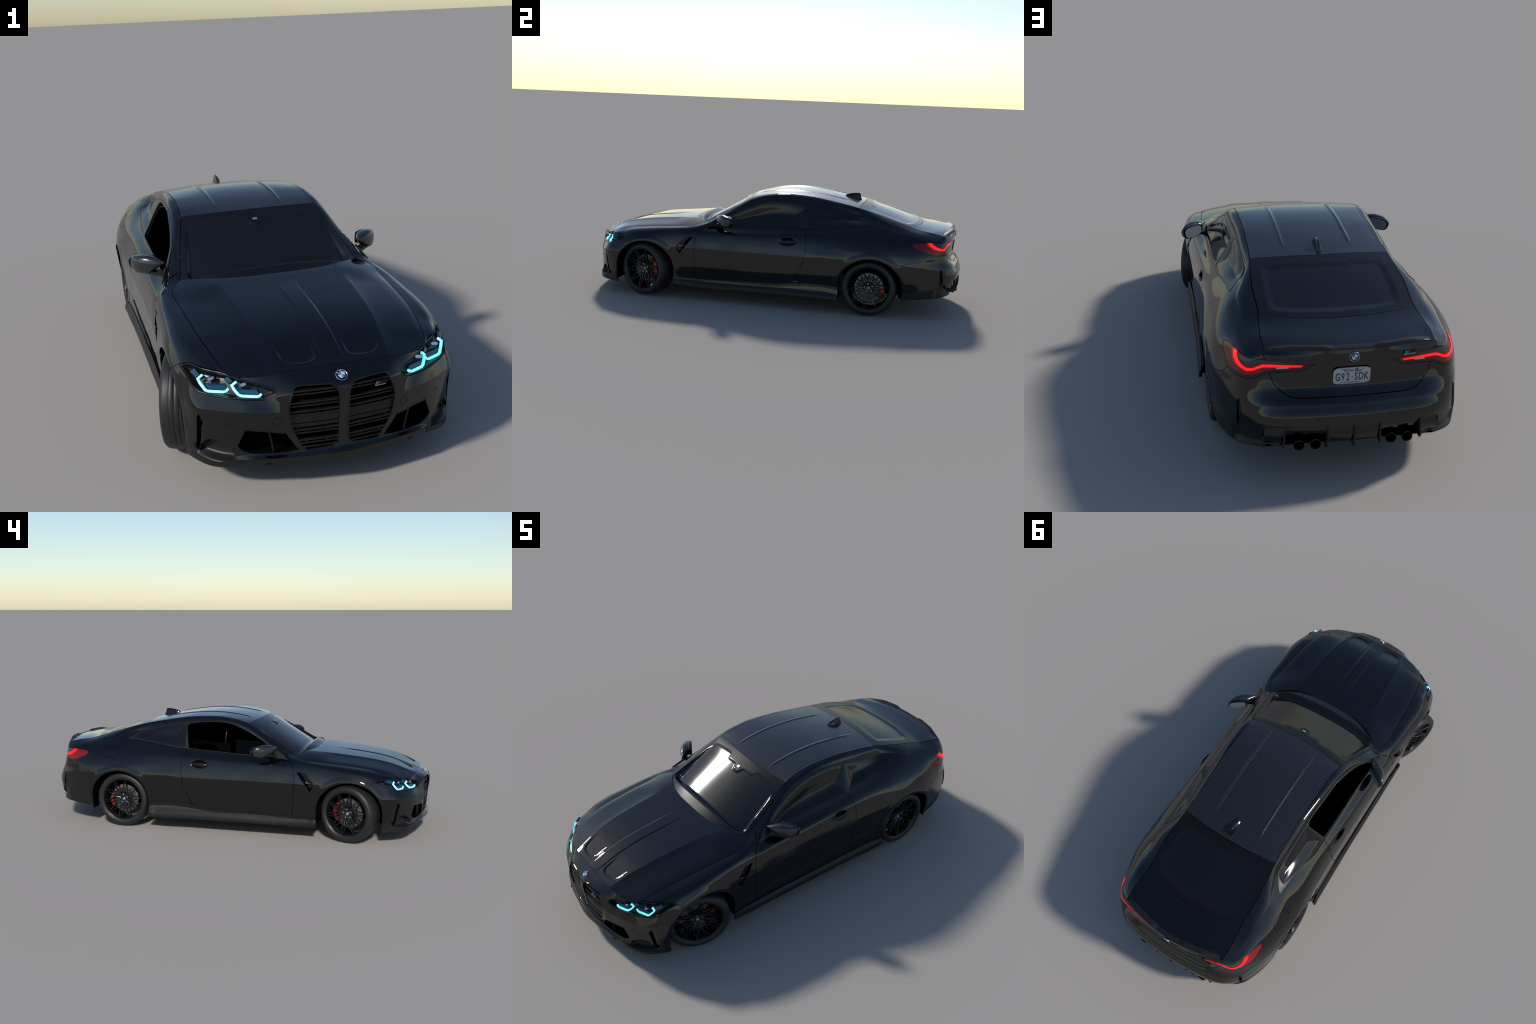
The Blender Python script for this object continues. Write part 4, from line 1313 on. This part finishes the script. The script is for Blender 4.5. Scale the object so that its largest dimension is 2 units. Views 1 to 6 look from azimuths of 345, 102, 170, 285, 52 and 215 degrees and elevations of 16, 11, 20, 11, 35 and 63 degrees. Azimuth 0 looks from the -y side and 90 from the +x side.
def caliper(centre_deg, span):
    th = np.radians(np.linspace(centre_deg - span / 2, centre_deg + span / 2, 13))
    rows = []
    for q, t in enumerate(th):
        e = math.sin(math.pi * q / 12)**.4 if 0 < q < 12 else .35
        r0, r1 = .0545, .0545 + .0285 * (.55 + .45 * e)
        sec_ = [(.015, r0), (.024 + .004 * e, r0 + .003), (.025 + .004 * e, (r0 + r1) / 2), (.022 + .004 * e, r1 - .002), (.010, r1), (-.010, r1), (-.010, r0)]
        rows.append([(x, r * math.cos(t), r * math.sin(t)) for x, r in sec_])
    R = np.array(rows); k = R.shape[1]
    i, j = np.meshgrid(np.arange(12), np.arange(k), indexing='ij')
    F = np.stack([i * k + j, i * k + (j + 1) % k, (i + 1) * k + (j + 1) % k, (i + 1) * k + j], -1).reshape(-1, 4).tolist()
    F += [list(range(k)), [12 * k + q for q in range(k)][::-1]]
    me = bpy.data.meshes.new("brake_caliper"); me.from_pydata(R.reshape(-1, 3).tolist(), [], F); me.update()
    bm = bmesh.new(); bm.from_mesh(me); bmesh.ops.recalc_face_normals(bm, faces=bm.faces); bm.to_mesh(me); bm.free()
    return sharp(me, 40)


def roundel(parent, origin, right, up, r, letters=True):
    """round badge: silver rim, black band, blue and white quarters"""
    right = Vector(right).normalized(); up = Vector(up).normalized(); nrm = right.cross(up).normalized()
    base = lathe_mesh("round_badge", [(-.002, .0001), (-.002, r), (.0012, r), (.0020, r * .965), (.0012, r * .90), (.0010, r * .90), (.0010, .0001)], 48, 30)
    R = Matrix(((nrm.x, right.x, up.x, origin[0]), (nrm.y, right.y, up.y, origin[1]), (nrm.z, right.z, up.z, origin[2]), (0, 0, 0, 1)))
    base.transform(R)
    ob = link("round_badge", base, SILVER, parent)
    band = lathe_mesh("badge_band", [(.0006, .0001), (.0016, .0001), (.0016, r * .89), (.0006, r * .89)], 48, 30); band.transform(R)
    link("badge_band", band, BADGE_BLACK, ob)
    for q in range(4):
        th = np.linspace(math.pi / 2 * q, math.pi / 2 * (q + 1), 10)
        pts = [(.0017, 0, 0)] + [(.0017, math.cos(t) * r * .60, math.sin(t) * r * .60) for t in th]
        me = prism("badge_quarter", pts, (.0006, 0, 0)); me.transform(R)
        link("badge_quarter", me, BADGE_WHITE if q % 2 == 0 else BADGE_BLUE, ob)
    if letters:
        for ch, deg in (("B", 145), ("M", 90), ("W", 35)):
            a = math.radians(deg); b = a - math.pi / 2
            me = text_points(ch, r * .36, .0002)
            o = Vector(origin) + right * math.cos(a) * r * .745 + up * math.sin(a) * r * .745 + nrm * .0019
            place(me, o, right * math.cos(b) + up * math.sin(b), up * math.cos(b) - right * math.sin(b))
            link("badge_letter", me, BADGE_WHITE, ob)
    return ob


STEER = math.radians(-18)
for (yc, xc) in ((-.644, .337), (.5485, .3355)):
    for s in SIDES:
        w = bpy.data.objects.new("wheel", None); bpy.context.scene.collection.objects.link(w); w.parent = ROOT
        w.location = (xc * s - (.015 if yc < 0 and s < 0 else 0), yc, TYRE_R)
        w.empty_display_size = .05
        ang = 0 if s > 0 else math.pi
        w.rotation_euler = (0, 0, ang + (STEER if yc < 0 else 0))
        for nm, me, mat in (("tyre", TYRE_ME, RUBBER), ("rim", RIM_ME, RIM), ("spoke_web", SPOKE_ME, RIM), ("wheel_hub", HUB_ME, RIM), ("brake_disc", DISC_ME, DISC), ("lug_bolts", BOLT_ME, SILVER)):
            ob = bpy.data.objects.new(nm, me); bpy.context.scene.collection.objects.link(ob); ob.parent = w
            if not me.materials:
                me.materials.append(mat)
        cdeg = (2 if yc < 0 else -14) if s > 0 else (180 - (2 if yc < 0 else -14))
        link("brake_caliper", caliper(cdeg, 86 if yc < 0 else 56), CALIPER, w)
        roundel(w, (.0275, 0, 0), (0, 1, 0), (0, 0, 1), .0098, letters=False)

# =====================================================================
# 12. badges and number plate
# =====================================================================
def stripes(parent, origin, right, up, w, with_text=True, mats=(None,)):
    """three slanted colour bars, lettering and a bright underline"""
    right = Vector(right).normalized(); up = Vector(up).normalized(); n = right.cross(up).normalized()
    o = Vector(origin)
    P_ = lambda x, y, z=0: tuple(o + right * x * w + up * y * w + n * z)
    h = .30
    tile = link("model_badge", prism("model_badge", [P_(-.50, -.04, -.001), (P_(.48, -.04, -.001)), P_(.55, h + .02, -.001), P_(-.36, h + .02, -.001)], tuple(n * .0012)), BADGE_BLACK, parent)
    for k, m_ in enumerate((BADGE_BLUE, BADGE_DARK, BADGE_RED)):
        x0 = -.46 + k * .105
        link("badge_stripe", prism("badge_stripe", [P_(x0, .02), P_(x0 + .10, .02), P_(x0 + .10 + .13, h), P_(x0 + .13, h)], tuple(n * .001)), m_, tile)
    link("badge_underline", prism("badge_underline", [P_(-.48, -.04), P_(.46, -.04), P_(.475, .005), P_(-.465, .005)], tuple(n * .001)), SILVER, tile)
    me = text_points("M4", w * .34, .0004)
    place(me, o + right * w * .20 + up * w * .15 + n * .0008, right, up, 1.25, 1.0, .25)
    link("badge_letter", me, GLOSS, tile)


pe, ne = at_xz([(0, .3015)])
roundel(front_bumper, tuple(pe[0] + np.array([0, -.0006, .0010])), (1, 0, 0), (0, .80, .60), .0158)
roundel(trunk, (0, .9600, .4010), (-1, 0, 0), (0, .04, 1), .0152)
stripes(front_bumper, (.101, -.9905, .266), (1, .10, 0), (0, 0, 1), .033)
stripes(trunk, (-.1690, .9440, .3915), (-1, -.20, 0), (0, .0, 1), .040)
for s in SIDES:
    stripes(ROOT, (.4005 * s, -.440, .2865), (0, s, 0), (0, 0, 1), .024)

# number plate
pc = np.array([.005, .9530, .3385]); U_ = Vector((0, .12, 1)).normalized(); R_ = Vector((-1, 0, 0))
Nn = R_.cross(U_).normalized()
pl = lambda x, y, z=0: tuple(Vector(pc) + R_ * x + U_ * y + Nn * z)
corner = rounded([(-.0552, -.0282), (.0552, -.0282), (.0552, .0282), (-.0552, .0282)], 3, .12)
number_plate = link("number_plate", prism("number_plate", [pl(x, y) for x, y in corner], tuple(Nn * .0016), .0003), PLATE, trunk)
for sgn in (-1, 1):
    link("plate_edge", prism("plate_edge", [pl(-.048, sgn * .0262, .0016), pl(.048, sgn * .0262, .0016), pl(.048, sgn * .0268, .0016), pl(-.048, sgn * .0268, .0016)], tuple(Nn * .0003)), BADGE_BLUE, number_plate)


def letter(txt, size, x, y, mat, sx=1.0, sy=1.0):
    me = text_points(txt, size, .0002, size * .018)
    place(me, pl(x, y, .0018), R_, U_, sx, sy)
    link("plate_lettering", me, mat, number_plate)


for ch, x in zip("G92", (-.0415, -.0265, -.0115)):
    letter(ch, .0370, x, -.0045, INK, .56, 1.0)
for ch, x in zip("SDK", (.0130, .0275, .0425)):
    letter(ch, .0370, x, -.0045, INK, .56, 1.0)
letter("TEXAS", .0118, -.0110, .0180, INK, .92, 1.0)
letter("THE LONE STAR STATE", .0046, 0, -.0225, INK, 1.0, 1.0)
flag = [(.0085, .0135), (.0180, .0135), (.0180, .0240), (.0085, .0240)]
link("plate_emblem", prism("plate_emblem", [pl(x, y, .0016) for x, y in flag], tuple(Nn * .0003)), INK, number_plate)
star = [(.01325 + math.sin(q * math.pi / 5) * (.0032 if q % 2 == 0 else .0013), .01875 + math.cos(q * math.pi / 5) * (.0032 if q % 2 == 0 else .0013)) for q in range(10)]
link("plate_emblem", prism("plate_emblem", [pl(x, y, .0019) for x, y in star], tuple(Nn * .0002)), PLATE, number_plate)
link("plate_emblem", prism("plate_emblem", [pl(x, y, .0016) for x, y in ((.0182, .0138), (.0290, .0150), (.0292, .0195), (.0182, .0185))], tuple(Nn * .0003)), INK_RED, number_plate)
tex = [(-.0022, .0005), (-.0005, .0008), (-.0004, .0030), (.0008, .0028), (.0010, .0008), (.0030, .0006), (.0022, -.0012), (.0008, -.0030), (-.0006, -.0012), (-.0018, -.0008)]
link("plate_emblem", prism("plate_emblem", [pl(x + .0005, y - .004, .0016) for x, y in tex], tuple(Nn * .0003)), INK_RED, number_plate)
for x in (-.031, .031):
    for y in (.0225, -.0225):
        link("plate_screw", prism("plate_screw", [pl(x + math.cos(q) * .0016, y + math.sin(q) * .0016, .0016) for q in np.linspace(0, 2 * np.pi, 8, endpoint=False)], tuple(Nn * .0006)), BADGE_BLACK, number_plate)
